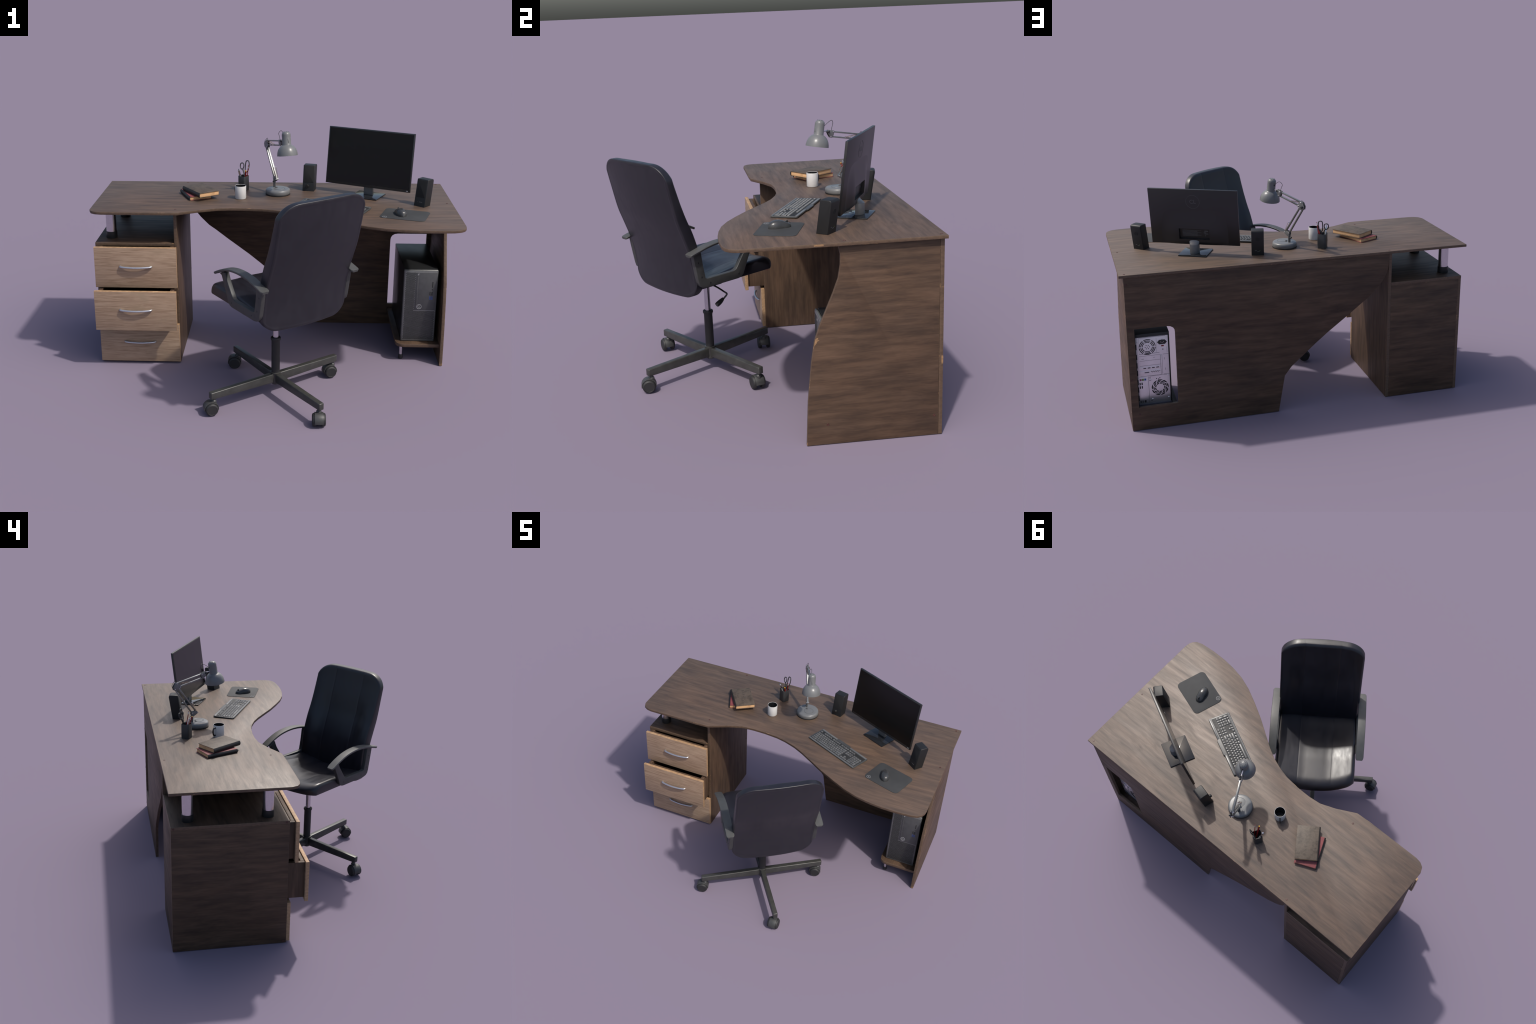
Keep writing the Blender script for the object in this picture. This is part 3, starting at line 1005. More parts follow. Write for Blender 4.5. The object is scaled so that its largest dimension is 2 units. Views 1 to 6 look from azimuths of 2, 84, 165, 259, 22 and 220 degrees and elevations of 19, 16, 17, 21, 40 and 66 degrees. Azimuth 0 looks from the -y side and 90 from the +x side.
for dx, dz in ((-0.007, 0.002), (0.007, 0.002), (0.0, -0.002)):
    box("socket_pin", (sx + dx - 0.001, BY, sz + dz - 0.002), (sx + dx + 0.001, BY + 0.004, sz + dz + 0.002), "zinc", tower, 0)
plate_box("voltage_switch", 0.765, 0.142, 0.845, 0.160, "red", 0.0012)
plate_box("plate_screw", 0.80, 0.196, 0.825, 0.206, "hole")
for q in (0.012, 0.27, 0.338, 0.408, 0.437, 0.50, 0.558):
    plate_box("plate_seam", 0.09, q, 0.72 if q > 0.25 else 0.9, q + 0.0035, "zinc_dark", 0.0004)
plate_box("slot_bracket", 0.735, 0.275, 0.765, 0.555, "zinc", 0.004)
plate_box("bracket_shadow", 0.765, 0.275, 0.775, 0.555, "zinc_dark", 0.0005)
plate_box("slot_cover", 0.05, 0.425, 0.70, 0.465, "zinc", 0.0016)
plate_box("slot_cover", 0.05, 0.482, 0.70, 0.535, "zinc", 0.0016)
for p in (0.19, 0.32, 0.45, 0.58):
    plate_box("slot_vent", p, 0.440, p + 0.085, 0.452, "hole", 0.0021)
plate_box("display_port", 0.22, 0.500, 0.36, 0.515, "zinc_dark", 0.0022)
for k in range(9):
    plate_box("slot_pin", 0.41 + 0.03 * k, 0.492 + 0.008 * (k % 2), 0.43 + 0.03 * k, 0.506 + 0.008 * (k % 2), "hole", 0.0021)
plate_box("port_shield", 0.025, 0.575, 0.285, 0.945, "zinc", 0.0014)
for p, c in ((0.055, "pink"), (0.125, "green"), (0.195, "blue")):
    plate_box("audio_port", p, 0.592, p + 0.06, 0.620, c, 0.0022)
for p in (0.045, 0.105):
    for q in (0.645, 0.695):
        plate_box("usb_port", p, q, p + 0.035, q + 0.036, "hole", 0.0020)
for p, w in ((0.045, 0.03), (0.105, 0.03), (0.165, 0.06)):
    plate_box("video_port", p, 0.905, p + w, 0.938, "hole", 0.0020)
for p, q in ((0.36, 0.585), (0.355, 0.62), (0.56, 0.605), (0.66, 0.60), (0.62, 0.615), (0.38, 0.915)):
    plate_box("plate_hole", p, q, p + 0.025, q + 0.014, "hole", 0.0007)
plate_box("plate_dark_band", 0.0, 0.962, 1.0, 0.999, "zinc_dark", 0.0006)
plate_box("plate_seam", 0.32, 0.57, 0.33, 0.955, "zinc_dark", 0.0005)


for q in (0.10, 0.24, 0.36, 0.47, 0.60, 0.71, 0.83):
    plate_box("edge_notch", 0.0, q, 0.022, q + 0.075, "hole", 0.0007)
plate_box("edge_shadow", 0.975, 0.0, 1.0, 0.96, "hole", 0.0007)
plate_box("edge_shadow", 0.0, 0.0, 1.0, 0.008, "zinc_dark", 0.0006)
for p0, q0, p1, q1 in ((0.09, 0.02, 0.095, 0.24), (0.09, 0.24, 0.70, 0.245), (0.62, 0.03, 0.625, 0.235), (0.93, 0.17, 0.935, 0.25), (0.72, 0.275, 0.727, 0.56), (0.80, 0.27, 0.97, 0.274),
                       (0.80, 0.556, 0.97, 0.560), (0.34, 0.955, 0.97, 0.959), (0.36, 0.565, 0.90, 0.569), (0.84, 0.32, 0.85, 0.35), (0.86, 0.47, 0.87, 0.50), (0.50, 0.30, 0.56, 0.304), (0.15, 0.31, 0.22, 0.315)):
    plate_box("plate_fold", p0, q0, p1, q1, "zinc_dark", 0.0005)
for p, q in ((0.40, 0.62), (0.93, 0.58), (0.42, 0.90), (0.92, 0.90), (0.06, 0.07), (0.79, 0.055)):
    x, z = back(p, q)
    lathe("plate_rivet", [(0, 0.0016), (0.0028, 0.0012), (0.0042, 0.0)], "zinc", tower, 12, frame=align((x, BY, z), (0, 1, 0)))
lathe("plate_thumb_screw", [(0, 0.002), (0.003, 0.002), (0.0035, 0)], "zinc_dark", tower, 12, frame=align((*back(0.81, 0.201)[:1], BY, back(0.81, 0.201)[1]), (0, 1, 0)))


# ------------------------------------------------------------------ monitor
mon = thing("monitor", "flat black computer monitor on a square stand", "monitor", (0.5395, 0.4265, TOP), math.radians(-26.2))
# local: x to the viewer's right, y away from the viewer
MW, MH, MT = 0.257, 0.3275, 0.0115
tilt = math.radians(7.0)
sx0, sy0 = (mon.matrix_world.inverted() @ Vector((0.5317, 0.4160, 0.9678))).xy
scr = bpy.data.objects.new("display", None)
SC.objects.link(scr)
scr.parent = mon
scr.matrix_local = Matrix.Translation((sx0, sy0, 0.9678 - TOP)) @ Matrix.Rotation(-tilt, 4, "X")
box("display_shell", (-MW, 0.0, 0.0), (MW, MT, MH), "monitor_back", scr, 0.0018)
box("display_bezel", (-MW + 0.0006, -0.0012, 0.0006), (MW - 0.0006, 0.003, MH - 0.0006), "bezel", scr, 0.0008)
box("screen", (-MW + 0.0065, -0.0018, 0.016), (MW - 0.0065, 0.0, MH - 0.0065), "screen", scr, 0)
box("power_light", (MW - 0.022, -0.0022, 0.0055), (MW - 0.011, -0.001, 0.0095), "mark_pale", scr, 0.0003)
# softly bulged rear housing with a recessed connector bay
def ease(t):
    t = max(0.0, min(1.0, t))
    return t * t * (3 - 2 * t)


bm = bmesh.new()
hx = sorted([-0.21 + 0.42 * i / 42 for i in range(43)] + [-0.0885, -0.0875, 0.0875, 0.0885])
hz = sorted([0.0015 + 0.2285 * i / 30 for i in range(31)] + [0.0365, 0.0375, 0.0975, 0.0985])


def swell(x, z):
    y = MT - 0.0006 + 0.0175 * ease((0.205 - abs(x)) / 0.115) * ease((0.228 - z) / 0.17) * ease((z + 0.012) / 0.03)
    return y


def bay(x, z):
    return abs(x) < 0.088 and 0.037 < z < 0.098


G = [[bm.verts.new((x, (MT + 0.0012 if bay(x, z) else swell(x, z)), z)) for z in hz] for x in hx]
for i in range(len(hx) - 1):
    for j in range(len(hz) - 1):
        bm.faces.new((G[i][j], G[i][j + 1], G[i + 1][j + 1], G[i + 1][j]))
foot = [bm.verts.new((x, MT - 0.004, hz[0])) for x in hx]
for i in range(len(hx) - 1):
    bm.faces.new((G[i][0], G[i + 1][0], foot[i + 1], foot[i]))
obj("rear_housing", bm, "monitor_back", scr, 40)
rear_view = Matrix.Rotation(math.pi, 4, "Z") @ Matrix.Rotation(math.pi / 2, 4, "X")
for i in range(8):
    w = 0.088 if i % 3 else 0.11
    box("label_line", (0.072 - w, MT + 0.0010, 0.085 - 0.0048 * i), (0.072, MT + 0.0016, 0.0868 - 0.0048 * i), "label", scr, 0)
for k, (x0, x1, z0, z1) in enumerate(((-0.078, -0.056, 0.079, 0.086), (-0.066, -0.052, 0.070, 0.075), (-0.078, -0.058, 0.064, 0.068), (-0.063, -0.060, 0.052, 0.058))):
    box("label_mark", (x0, MT + 0.0010, z0), (x1, MT + 0.0016, z1), "label", scr, 0)
monogram(scr, Matrix.Translation((0.0, MT + 0.0003, 0.255)) @ rear_view, 0.0395, "mark", 0.035, 0.0004, 0.80)
# foot plate and neck
prism("foot_plate", rounded_rect(0.164, 0.1525, 0.004, 0, 0), "z", 0.0, 0.0068, "stand", mon, off=0.0012)
nx, ny = 0.0, 0.024
neck_out = [(nx + 0.027 * math.cos(math.radians(a)), ny - 0.006 + 0.026 * math.sin(math.radians(a))) for a in range(0, 181, 12)] + [(nx - 0.027, ny - 0.018), (nx + 0.027, ny - 0.018)]
prism("neck", neck_out, "z", 0.0066, 0.0595, "neck", mon, off=0.001, sharp=40)
bm = bmesh.new()
ra = [bm.verts.new((u, v, 0.0597)) for u, v in neck_out]
rb = [bm.verts.new((u * 1.12, sy0 + MT + 0.0185 + (v - ny) * 0.25, 0.0740)) for u, v in neck_out]
rc = [bm.verts.new((u * 1.12, sy0 + MT + 0.0165 + (v - ny) * 0.12, 0.0860)) for u, v in neck_out]
m = len(ra)
for a, b in ((ra, rb), (rb, rc)):
    for k in range(m):
        bm.faces.new((a[k], a[(k + 1) % m], b[(k + 1) % m], b[k]))
bm.faces.new(ra)
bm.faces.new(rc[::-1])
obj("neck_bracket", bm, "neck", mon, 50)


# ------------------------------------------------------------------ speakers
def speaker(at, turn, knob):
    sp = thing("speaker", "small black leaning desktop speaker", "speaker", (*at, TOP), turn)
    W, D, H, lean = 0.0350, 0.058, 0.1495, 0.024
    shear = Matrix.Identity(4)
    shear[1][2] = lean / H
    side = [(0.0, 0.0), (D, 0.0), (D, H - 0.013), (D - 0.002, H - 0.0065), (D - 0.0065, H - 0.002), (D - 0.013, H), (0.002, H), (0.0, H - 0.002)]
    bm = prism_bm(side, "x", -W, W, off=0.0)
    bmesh.ops.bevel(bm, geom=[e for e in bm.edges if abs((e.verts[0].co - e.verts[1].co).x) < 1e-6], offset=0.0055, segments=4, profile=0.5, affect="EDGES", clamp_overlap=True)
    bmesh.ops.transform(bm, matrix=shear, verts=bm.verts)
    obj("cabinet", bm, "speaker", sp, 40)
    bm = prism_bm(rounded_rect(2 * W - 0.013, 0.0935, 0.003, 0, 0.0955 + 0.002), "y", -0.0010, 0.003, off=0.0006)
    bmesh.ops.transform(bm, matrix=shear, verts=bm.verts)
    obj("grille_cloth", bm, "cloth", sp, 40)
    if knob:
        fr = Matrix.Translation((-0.0065, 0.0305 * lean / H, 0.0305)) @ Matrix.Rotation(math.pi / 2 - 0.0, 4, "X")
        lathe("volume_knob", [(0.0095, -0.001), (0.0092, 0.011), (0.0082, 0.0125), (0, 0.0125)], "speaker", sp, 28, frame=fr)
    else:
        for i, w in enumerate((0.0016, 0.0, 0.0034, 0.003, 0.0034, 0.0022, 0.003)):
            if w:
                box("name_mark", (-0.012 + 0.0042 * i, -0.0008 + 0.025 * lean / H, 0.0235), (-0.012 + 0.0042 * i + w, 0.003 + 0.025 * lean / H, 0.0275), "label", sp, 0)
    # bass port and rear marks
    zp = 0.098
    fr = align((0, D + zp * lean / H, zp), (0, 1, -lean / H))
    lathe("bass_port", [(0.0120, -0.0005), (0.0120, 0.0008), (0.0108, 0.0010), (0.0102, 0.0004), (0, 0.0004)], "hole", sp, 24, frame=fr)
    for i, (x, w, c) in enumerate(((0.010, 0.010, "mark"), (-0.012, 0.003, "green"), (-0.004, 0.014, "mark"))):
        zz = 0.028 if i < 2 else 0.022
        box("rear_mark", (x - w / 2, D + zz * lean / H - 0.001, zz), (x + w / 2, D + zz * lean / H + 0.0006, zz + 0.0025), c, sp, 0)
    return sp


speaker((0.1995, 0.5195), math.radians(-13.3), True)
speaker((0.8045, 0.2160), math.radians(-41.8), False)


# ------------------------------------------------------------------ keyboard
kb = thing("keyboard", "slim dark grey computer keyboard", "keyboard", (0.3315, 0.1850, TOP), math.radians(-25.85))
KW, KD = 0.2005, 0.066
shell_out = [(-KW + 0.008, -KD), (-KW + 0.002, -KD + 0.004), (-KW, -KD + 0.013), (-KW, KD - 0.004), (-KW + 0.004, KD), (-0.060, KD), (-0.053, KD + 0.006), (0.045, KD + 0.006), (0.052, KD),
             (KW - 0.004, KD), (KW, KD - 0.004), (KW, -KD + 0.013), (KW - 0.002, -KD + 0.004), (KW - 0.008, -KD)]
slope = Matrix.Identity(4)
slope[2][1] = 0.022
bm = prism_bm(shell_out, "z", 0.0020, 0.0090, off=0.0020, seg=3)
bmesh.ops.transform(bm, matrix=slope, verts=bm.verts)
obj("keyboard_shell", bm, "keyboard", kb, 35)
bm = tube_bm([(-KW + 0.006, -KD + 0.006, 0.0056), (KW - 0.006, -KD + 0.006, 0.0056)], 0.0054, 12)
obj("front_rail", bm, "rail", kb, 50)
for x0, x1 in ((-KW + 0.006, -0.062), (0.054, KW - 0.006)):
    bm = box_bm((x0, KD - 0.013, 0.0095), (x1, KD - 0.001, 0.0118), 0.0012)
    obj("rear_rail", bm, "rail", kb, 35)
bm = box_bm((-KW + 0.008, -KD + 0.013, 0.0082), (KW - 0.008, KD - 0.016, 0.0093), 0.0003)
bmesh.ops.transform(bm, matrix=slope, verts=bm.verts)
obj("key_bed", bm, "key_well", kb, 35)
U, V = 0.01685, 0.0155
key_meshes = {}
x_left, y_front = -KW + 0.0095, -KD + 0.0215


def key(cx, cy, wu, hv=1.0):
    """One key cap, tapered towards its top; wu and hv in key units."""
    kk = (wu, hv)
    if kk not in key_meshes:
        bm = bmesh.new()
        w, d = wu * U - 0.0030, hv * V - 0.0030
        t = 0.0016
        lo = [bm.verts.new((x * w / 2, y * d / 2, 0)) for x, y in ((-1, -1), (1, -1), (1, 1), (-1, 1))]
        hi = [bm.verts.new((x * (w / 2 - t), y * (d / 2 - t) + 0.0004, 0.0036)) for x, y in ((-1, -1), (1, -1), (1, 1), (-1, 1))]
        for k in range(4):
            bm.faces.new((lo[k], lo[(k + 1) % 4], hi[(k + 1) % 4], hi[k]))
        bm.faces.new(hi)
        bm.faces.new(lo[::-1])
        bmesh.ops.recalc_face_normals(bm, faces=bm.faces)
        bevel(bm, 0.0006, 2)
        o = obj("key", bm, "key", kb, 40)
        key_meshes[kk] = o.data
    else:
        o = bpy.data.objects.new("key", key_meshes[kk])
        SC.objects.link(o)
        o.parent = kb
    o.matrix_local = Matrix.Translation((cx, cy, 0.0090 + slope[2][1] * cy)) @ Matrix.Rotation(math.atan(slope[2][1]), 4, "X")
    return o


rows_def = [[1.25, 1.25, 1.25, 6.25, 1.25, 1.25, 1.25, 1.25], [2.25] + [1] * 10 + [2.75], [1.75] + [1] * 11 + [2.25], [1.5] + [1] * 12 + [1.5], [1] * 13 + [2]]
for r, widths in enumerate(rows_def):
    x = x_left
    for w in widths:
        key(x + w * U / 2, y_front + r * V, w)
        x += w * U
xf = x_left
yf = y_front + 5.3 * V
for gap, cnt in ((0, 1), (1.0, 4), (0.5, 4), (0.5, 4)):
    xf += gap * U
    for _ in range(cnt):
        key(xf + U / 2, yf, 1)
        xf += U
xn = x_left + 15.25 * U
for r, cols in ((0, (0, 1, 2)), (1, (1,)), (3, (0, 1, 2)), (4, (0, 1, 2))):
    for c in cols:
        key(xn + (c + 0.5) * U, y_front + r * V, 1)
for c in range(3):
    key(xn + (c + 0.5) * U, yf, 1)
xp = xn + 3.25 * U
for r in range(1, 5):
    for c in range(3):
        key(xp + (c + 0.5) * U, y_front + r * V, 1)
key(xp + U, y_front, 2)
key(xp + 2.5 * U, y_front, 1)
key(xp + 3.5 * U, y_front + 0.5 * V, 1, 2)
key(xp + 3.5 * U, y_front + 2.5 * V, 1, 2)
key(xp + 3.5 * U, y_front + 4 * V, 1)
for c in range(3):
    lathe("status_light", [(0, 0.001), (0.0022, 0.001), (0.0025, 0)], "key_well", kb, 10, at=(xp + (0.7 + c) * U, yf, 0.0100))

# ------------------------------------------------------------------ mouse pad and mouse
pad = thing("mouse_pad", "dark grey rounded cloth mouse pad", "mouse pad", (0.7095, 0.0520, TOP), math.radians(-18.4))
prism("pad_cloth", rounded_rect(0.242, 0.190, 0.026), "z", 0.0, 0.0024, "pad", pad, off=0.0007)
monogram(pad, Matrix.Translation((-0.094, -0.0770, 0.0026)), 0.0125, "mark_pale", 0.10, 0.0004, 0.75)

mouse = thing("mouse", "glossy dark grey computer mouse", "mouse", (0.6850, 0.0560, TOP + 0.0025), math.radians(12.5))
bm = bmesh.new()
NL, NA = 22, 28
rings = []
for i in range(NL + 1):
    t = -1 + 2 * i / NL
    y = 0.0545 * t
    k = math.sqrt(max(0.0, 1 - abs(t) ** 2.7))
    wd = 0.0285 * k * (1 - 0.10 * math.exp(-((t - 0.15) / 0.35) ** 2))
    ht = (0.0345 - 0.010 * (t - -0.25) ** 2 if t > -0.25 else 0.0345) * max(k, 0) ** (0.75 if t < 0 else 0.45)
    ht *= 1 if t < 0 else 1 - 0.22 * t
    ring = []
    for j in range(NA + 1):
        a = math.pi * j / NA
        cx_ = math.cos(a)
        ring.append(bm.verts.new((math.copysign(abs(cx_) ** 0.8, cx_) * max(wd, 1e-4), y, math.sin(a) ** 0.85 * max(ht, 1e-4))))
    rings.append(ring)
for a, b in zip(rings, rings[1:]):
    for j in range(NA):
        bm.faces.new((a[j], a[j + 1], b[j + 1], b[j]))
    bm.faces.new((a[0], b[0], b[-1], a[-1]))
obj("mouse_shell", bm, "mouse", mouse, 60)
lathe("scroll_wheel", [(0, -0.003), (0.0055, -0.003), (0.007, -0.0015), (0.007, 0.0015), (0.0055, 0.003), (0, 0.003)], "black", mouse, 20, frame=align((0, 0.034, 0.0225), (1, 0, 0)))
tube("button_seam", [(0, 0.041, 0.0232), (0, 0.048, 0.0190), (0, 0.052, 0.0135)], 0.0008, "hole", mouse, 6)

# ------------------------------------------------------------------ desk lamp
lamp = thing("desk_lamp", "grey articulated desk lamp with dome shade", "desk lamp", (0.003, 0.484, TOP), math.atan2(-0.893, 0.45))
# local: x = reach of the arm, z up
lb = lamp.matrix_world.inverted() @ Vector((0.0235, 0.4530, TOP))
base = bpy.data.objects.new("lamp_base", None)
SC.objects.link(base)
base.parent = lamp
base.location = lb
lathe("base_body", [(0, 0.006), (0.0695, 0.006), (0.0712, 0.008), (0.0710, 0.0215), (0.0698, 0.0265), (0.0670, 0.0305), (0.0630, 0.0328), (0.0575, 0.0338), (0.030, 0.0345), (0, 0.0347)], "lamp", base, 64, frame=None, sharp=70)
ringc = lamp.matrix_world.inverted().to_3x3() @ Vector((0.010, -0.011, 0))
lathe("base_ring", [(0.0312, 0.0338), (0.0306, 0.0350), (0.0298, 0.0350), (0.0290, 0.0344), (0.0280, 0.0335), (0.0272, 0.0336)], "lamp_dark", base, 48, at=ringc)
lathe("base_dish", [(0.0276, 0.0340), (0.0270, 0.0352), (0.0262, 0.0353), (0, 0.0353)], "lamp", base, 48, at=ringc)
lathe("base_foot", [(0, 0), (0.0690, 0), (0.0715, 0.002), (0.0715, 0.0062), (0.0690, 0.0068), (0, 0.0068)], "black", base, 56)
lathe("switch_button", [(0, 0.0060), (0.0045, 0.0060), (0.0065, 0.0045), (0.0070, 0.0)], "lamp_dark", base, 18, at=(-0.010, -0.004, 0.0345))
rod("lamp_post", (0, 0, 0.030), (0, 0, 0.080), 0.0072, "lamp_dark", lamp, 20)
lathe("post_knob", [(0, -0.006), (0.0045, -0.006), (0.006, -0.003), (0.006, 0.003), (0.0045, 0.006), (0, 0.006)], "black", lamp, 16, frame=align((-0.0115, 0, 0.0635), (1, 0, 0)))


def plates(name, pts, gap, th, mat):
    """Pair of side plates of a joint, cut to an outline in the arm's plane."""
    for s in (-1, 1):
        y0 = s * gap
        prism(name, [(x, z - TOP) for x, z in pts], "y", min(y0, y0 + s * th), max(y0, y0 + s * th), mat, lamp, off=0.0005)


plates("shoulder_plate", [(0.041, 1.0005), (0.032, 1.0135), (0.012, 1.016), (-0.006, 1.013), (-0.009, 1.002), (-0.002, 0.984), (0.008, 0.984), (0.024, 0.992)], 0.0055, 0.0016, "lamp_plate")
plates("elbow_plate", [(-0.104, 1.2075), (-0.118, 1.204), (-0.131, 1.182), (-0.127, 1.165), (-0.112, 1.159), (-0.088, 1.160), (-0.076, 1.178), (-0.086, 1.198)], 0.0058, 0.0016, "lamp_plate")
plates("head_plate", [(0.060, 1.238), (0.097, 1.2455), (0.1035, 1.238), (0.097, 1.222), (0.086, 1.205), (0.072, 1.204), (0.064, 1.220)], 0.0055, 0.0016, "lamp_plate")


def arm(name, a, b):
    obj(name, bar_bm((a[0], 0, a[1] - TOP), (b[0], 0, b[1] - TOP), 0.0095, 0.0078), "lamp_bar", lamp, 40)


arm("lower_bar", (-0.0895, 1.1690), (0.0335, 1.0020))
arm("lower_bar", (-0.1195, 1.1705), (-0.0005, 1.0035))
arm("upper_bar", (-0.1060, 1.2015), (0.0680, 1.2328))
arm("upper_bar", (-0.0840, 1.1795), (0.0830, 1.2105))
for x, z in ((0.0335, 1.002), (-0.0005, 1.0035), (-0.0895, 1.169), (-0.1195, 1.1705), (-0.106, 1.2015), (-0.084, 1.1795), (0.068, 1.2328), (0.083, 1.2105)):
    rod("joint_bolt", (x, -0.0095, z - TOP), (x, 0.0095, z - TOP), 0.0030, "chrome", lamp, 10)


def spring(name, a, b, turns, r):
    a, b = Vector(a), Vector(b)
    fr = align(a, b - a)
    L = (b - a).length
    n = turns * 8
    tube(name, [fr @ Vector((r * math.cos(2 * math.pi * i / 8), r * math.sin(2 * math.pi * i / 8), L * i / n)) for i in range(n + 1)], 0.0007, "copper", lamp, 5)


for s in (-1, 1):
    y = s * 0.0075
    spring("tension_spring", (0.030, y, 1.010 - TOP), (0.002, y, 1.066 - TOP), 16, 0.0020)
    spring("tension_spring", (-0.088, y, 1.200 - TOP), (-0.008, y, 1.1945 - TOP), 18, 0.0016)
    rod("spring_pin", (0.002, 0, 1.066 - TOP), (0.002, s * 0.011, 1.066 - TOP), 0.0014, "chrome", lamp, 8)
    rod("spring_pin", (-0.008, 0, 1.1945 - TOP), (-0.008, s * 0.010, 1.1945 - TOP), 0.0014, "chrome", lamp, 8)
lathe("elbow_knob", [(0, 0.010), (0.006, 0.010), (0.0072, 0.008), (0.0072, 0.0), (0, 0)], "black", lamp, 14, frame=align((-0.117, 0.0072, 1.176 - TOP), (0, 1, 0)))
tube("elbow_cable", spline([(-0.100, 0.004, 1.203 - TOP), (-0.112, 0.006, 1.214 - TOP), (-0.124, 0.005, 1.207 - TOP), (-0.134, 0.004, 1.190 - TOP), (-0.128, 0.003, 1.172 - TOP)], 6), 0.0013, "black", lamp, 6)
rod("head_pin", (0.092, 0, 1.2385 - TOP), (0.128, 0, 1.2405 - TOP), 0.0030, "chrome", lamp, 12)
rod("head_clamp", (0.096, -0.011, 1.236 - TOP), (0.096, 0.011, 1.236 - TOP), 0.0058, "black", lamp, 14)
# shade on a leaning axis
apex, rim = Vector((0.1425, 0, 1.2998 - TOP)), Vector((0.1660, 0, 1.1682 - TOP))
shade_frame = align(apex, rim - apex)
shade = bpy.data.objects.new("shade", None)
SC.objects.link(shade)
shade.parent = lamp
shade.matrix_local = shade_frame
outer = [(0, 0), (0.010, 0.0008), (0.0165, 0.0035), (0.0212, 0.0080), (0.0240, 0.0140), (0.0246, 0.021), (0.0246, 0.0735), (0.0256, 0.0752), (0.0300, 0.0772), (0.0365, 0.0815), (0.0435, 0.0885), (0.0500, 0.0985), (0.0545, 0.1095), (0.0575, 0.1220), (0.0588, 0.1337)]
inner = [(max(0, r - 0.0014), z + (0.0012 if r < 0.03 else 0.0006)) for r, z in outer[::-1]]
inner[0] = (0.0578, 0.1337)
lathe("shade_shell", outer + inner, "lamp", shade, 56, sharp=45)
lathe("bulb", [(0, 0.118), (0.012, 0.115), (0.020, 0.105), (0.022, 0.094), (0.017, 0.082), (0.012, 0.072), (0.012, 0.05)], "white", shade, 24)
for k in range(8):
    a = math.radians(45 * k + 10)
    rod("vent_hole", (0.0132 * math.cos(a), 0.0132 * math.sin(a), 0.0008), (0.0132 * math.cos(a), 0.0132 * math.sin(a), 0.006), 0.0016, "hole", shade, 8)
back_dir = (shade_frame.inverted().to_3x3() @ Vector((-1, 0, 0))).normalized()
bx, by = back_dir.x, back_dir.y
lathe("cable_gland", [(0, 0.003), (0.004, 0.003), (0.005, 0.0)], "black", shade, 12, frame=align((bx * 0.0243, by * 0.0243, 0.034), (bx, by, 0)))
box("shade_switch", (-0.0035 + bx * -0.0232, -0.003 + by * -0.0232, 0.040), (0.0035 + bx * -0.0232, 0.003 + by * -0.0232, 0.062), "lamp", shade, 0.001)
wl = lamp.matrix_world.inverted()
wire = [shade_frame @ Vector((bx * 0.024, by * 0.024, 0.034))] + [wl @ Vector(p) for p in ((0.0500, 0.3990, 1.2830), (0.0409, 0.4176, 1.2915), (0.0305, 0.4260, 1.2840), (0.0262, 0.4276, 1.2722), (0.0310, 0.4220, 1.2560), (0.0338, 0.4192, 1.2415), (0.0320, 0.4210, 1.2330))]
tube("lamp_cable", spline(wire, 6), 0.0013, "black", lamp, 8)

# ------------------------------------------------------------------ mug
mug = thing("mug", "white mug with black inside and handle", "mug", (-0.1870, 0.3505, TOP), math.atan2(0.76, -0.65))
lathe("mug_wall", [(0, 0), (0.028, 0), (0.0305, 0.0012), (0.0316, 0.004), (0.0316, 0.0735), (0.0308, 0.0748), (0.0297, 0.0740)], "white", mug, 48)
lathe("mug_inside", [(0.0298, 0.0741), (0.0293, 0.070), (0.0290, 0.008), (0.026, 0.005), (0, 0.005)], "black_gloss", mug, 48)
tube("mug_handle", spline([(0.0308, 0, 0.0600), (0.0385, 0, 0.0615), (0.0465, 0, 0.0575), (0.0505, 0, 0.047), (0.0500, 0, 0.034), (0.0455, 0, 0.022), (0.0385, 0, 0.0165), (0.0308, 0, 0.0165)], 6), 0.0040, "black_gloss", mug, 12, flat=1.25)

# ------------------------------------------------------------------ pen holder and its contents
holder = thing("pen_holder", "square dark plastic pen holder", "pen holder", (-0.1800, 0.5370, TOP), math.radians(57))
bm = bmesh.new()
rr = [[bm.verts.new((u, v, z)) for u, v in rounded_rect(w, w, r, n=5)] for w, r, z in ((0.050, 0.010, 0.0), (0.0505, 0.010, 0.002), (0.0505, 0.010, 0.0848), (0.0495, 0.0096, 0.0858), (0.0468, 0.0085, 0.0855), (0.0462, 0.0085, 0.083), (0.0462, 0.0085, 0.004))]
for a, b in zip(rr, rr[1:]):
    for k in range(len(a)):
        bm.faces.new((a[k], a[(k + 1) % len(a)], b[(k + 1) % len(b)], b[k]))
bm.faces.new(rr[0])
bm.faces.new(rr[-1][::-1])
obj("holder_wall", bm, "holder", holder, 35)


def stick(name, label, top, rim_pt, r, parts, n=14):
    """Pencil or pen leaning in the holder: sections (name, from, to, r0, r1, material) measured from the top."""
    top, rim_pt = Vector(top), Vector(rim_pt)
    d = (rim_pt - top).normalized()
    L = (top.z - (TOP + 0.008)) / -d.z
    t = thing(name, label, "pen", frame=align(top + d * L, -d))
    for nm, a, b, r0, r1, mat in parts:
        lathe(nm, [(0, L - b), (r1 * r, L - b), (r0 * r, L - a), (0, L - a)][::1], mat, t, n)
    return t, L


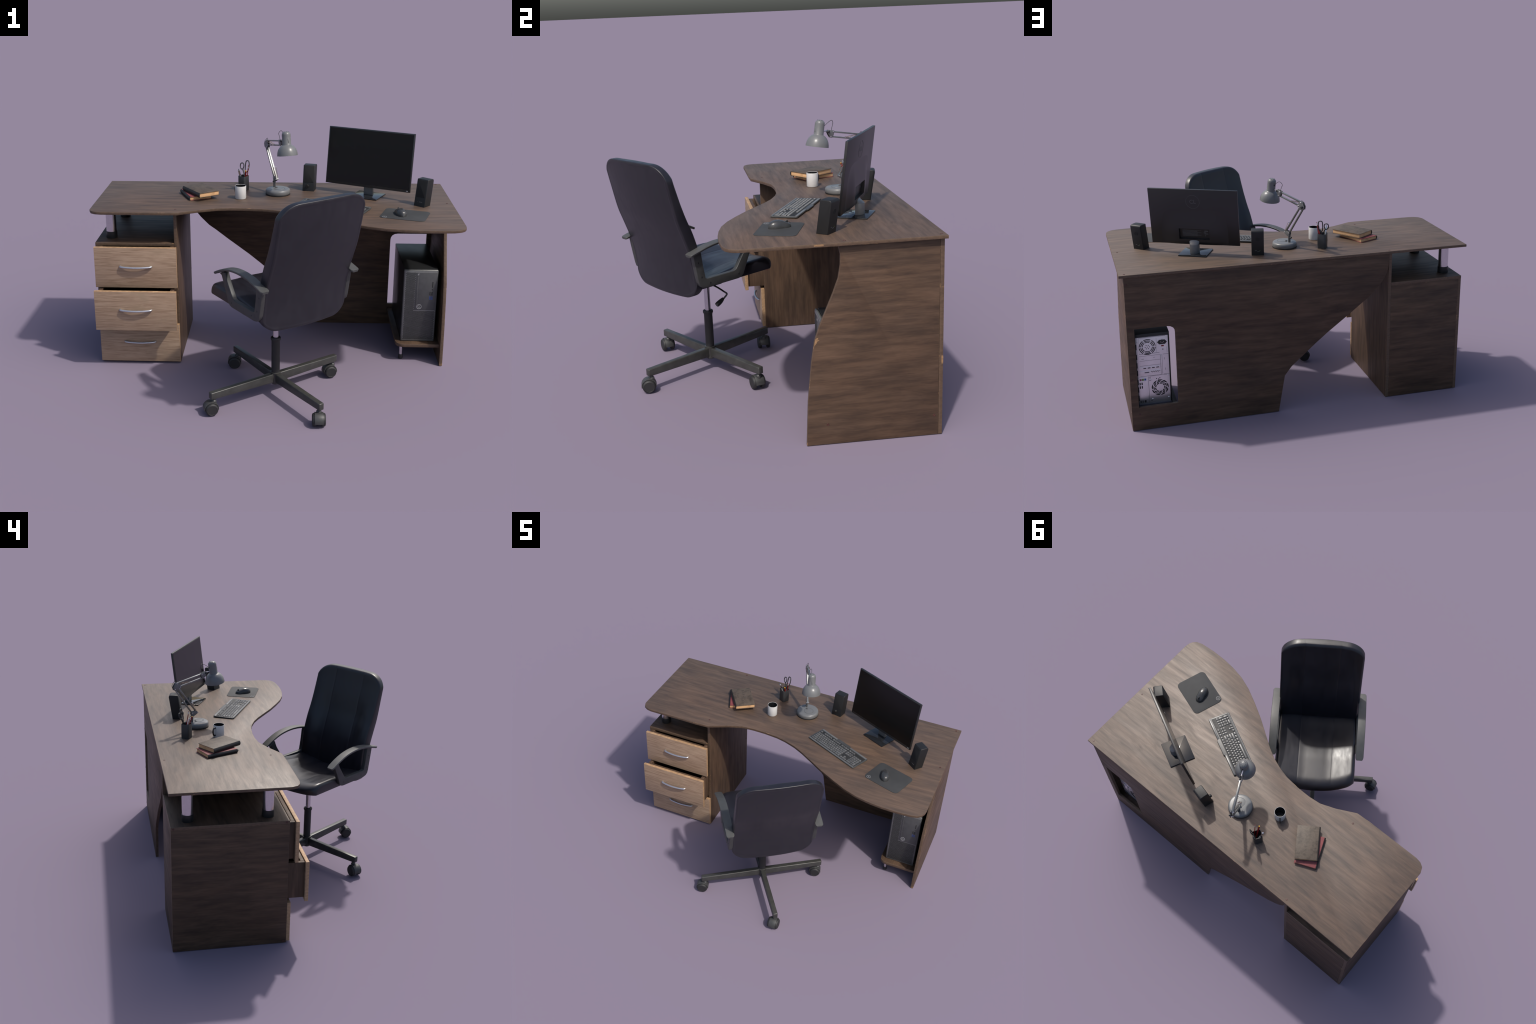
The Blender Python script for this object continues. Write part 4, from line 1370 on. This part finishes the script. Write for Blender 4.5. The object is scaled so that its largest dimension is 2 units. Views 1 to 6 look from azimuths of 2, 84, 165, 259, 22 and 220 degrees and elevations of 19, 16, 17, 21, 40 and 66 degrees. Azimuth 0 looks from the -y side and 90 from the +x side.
_, _L = stick("paint_brush", "thin red pen with pale ferrule", (-0.1512, 0.5198, 1.0649), (-0.1576, 0.5339, 0.9959), 0.0026,
              [("pen_tip", 0.0, 0.004, 0.7, 1.0, "red"), ("pen_ferrule", 0.004, 0.018, 0.8, 0.8, "white"), ("pen_shaft", 0.018, 0.14, 1.0, 1.0, "red")])
stick("pencil", "red pencil with yellow end", (-0.1659, 0.5026, 1.0376), (-0.1682, 0.5196, 0.9951), 0.0048,
      [("pencil_cap", 0.0, 0.003, 0.9, 1.0, "yellow"), ("pencil_shaft", 0.003, 0.120, 1.0, 1.0, "red")], 6)
stick("pen", "grey ballpoint pen with clip", (-0.2084, 0.5191, 1.0441), (-0.1991, 0.5350, 0.9945), 0.0049,
      [("pen_push_button", 0.0, 0.006, 0.55, 0.55, "chrome"), ("pen_barrel", 0.006, 0.120, 0.9, 1.0, "pen"), ("pen_clip", 0.008, 0.040, 1.15, 1.15, "chrome")])

scis = thing("scissors", "black handled scissors standing in holder", "scissors", (-0.1805, 0.5390, TOP + 0.006), math.atan2(0.5, -0.86))
# local: x across the handles, z up, leaning slightly back
lean = Matrix.Translation((0, 0, 0)) @ Matrix.Rotation(math.radians(13), 4, "X")


def sc(pts, n=6, closed=False):
    return [lean @ p for p in spline(pts, n, closed)]


tube("scissor_handle", sc([(-0.004, 0.0, 0.166), (-0.013, 0, 0.1635), (-0.018, 0, 0.150), (-0.0185, 0, 0.130), (-0.016, 0, 0.112), (-0.010, 0, 0.101), (-0.002, 0, 0.100), (0.004, 0, 0.108), (0.0062, 0, 0.130), (0.0065, 0, 0.150), (0.004, 0, 0.163)], 6, True), 0.0030, "black", scis, 10, closed=True)
tube("scissor_handle", sc([(0.028, 0.004, 0.149), (0.019, 0.004, 0.146), (0.0145, 0.004, 0.135), (0.016, 0.004, 0.122), (0.024, 0.004, 0.113), (0.034, 0.004, 0.118), (0.0395, 0.004, 0.131), (0.037, 0.004, 0.145)], 6, True), 0.0030, "black", scis, 10, closed=True)
tube("scissor_shank", sc([(0.021, 0.004, 0.116), (0.013, 0.003, 0.100), (0.005, 0.002, 0.082), (0.000, 0.001, 0.070)], 6), 0.0045, "black", scis, 10, flat=0.6)
tube("scissor_shank", sc([(-0.006, 0.0, 0.102), (-0.002, 0, 0.088), (0.002, -0.001, 0.070)], 6), 0.0045, "black", scis, 10, flat=0.6)
for s in (-1, 1):
    bm = prism_bm([(-0.006 * s, 0.075), (0.005 * s, 0.075), (0.0015 * s, 0.0), (-0.001 * s, 0.0)], "y", s * 0.0008, s * 0.0008 + 0.0012, off=0.0002)
    bmesh.ops.transform(bm, matrix=lean, verts=bm.verts)
    obj("scissor_blade", bm, "chrome", scis, 30)

# ------------------------------------------------------------------ books


def book(fl, bl, width, z0, z1, cover, label):
    """Closed book: fl/bl are the near and far ends of the spine edge."""
    fl, bl = Vector(fl), Vector(bl)
    L = (bl - fl).length
    ang = math.atan2((bl - fl).y, (bl - fl).x) - math.pi / 2
    b = thing("book", label, "book", (fl.x, fl.y, z0), ang)
    h = z1 - z0
    c = 0.0024
    # boards
    for nm, a0, a1 in (("back_board", 0.0, c), ("front_board", h - c, h)):
        box(nm, (0.004, 0.0, a0), (width, L, a1), cover, b, 0.0008)
    # rounded spine
    n = 10
    prof = [(0.006, 0.0)] + [(0.004 - 0.006 * math.sin(math.pi * i / n), h * i / n) for i in range(n + 1)] + [(0.006, h), (0.006, h - c), (0.0035, h - c - 0.001), (0.0035, c + 0.001), (0.006, c)]
    bm = prism_bm([(u, v) for u, v in prof], "y", 0.0, L)
    obj("spine", bm, "spine", b, 40)
    box("page_block", (0.0037, 0.0035, c + 0.0001), (width - 0.0035, L - 0.0035, h - c - 0.0001), "paper", b, 0.0006)
    return b


book((-0.4715, 0.2870), (-0.5455, 0.4610), 0.1305, TOP, 0.9365, "book_red", "old closed book with faded red cover")
book((-0.4130, 0.2630), (-0.5265, 0.4260), 0.1300, 0.9367, 0.9630, "book_brown", "old closed book with worn brown cover")
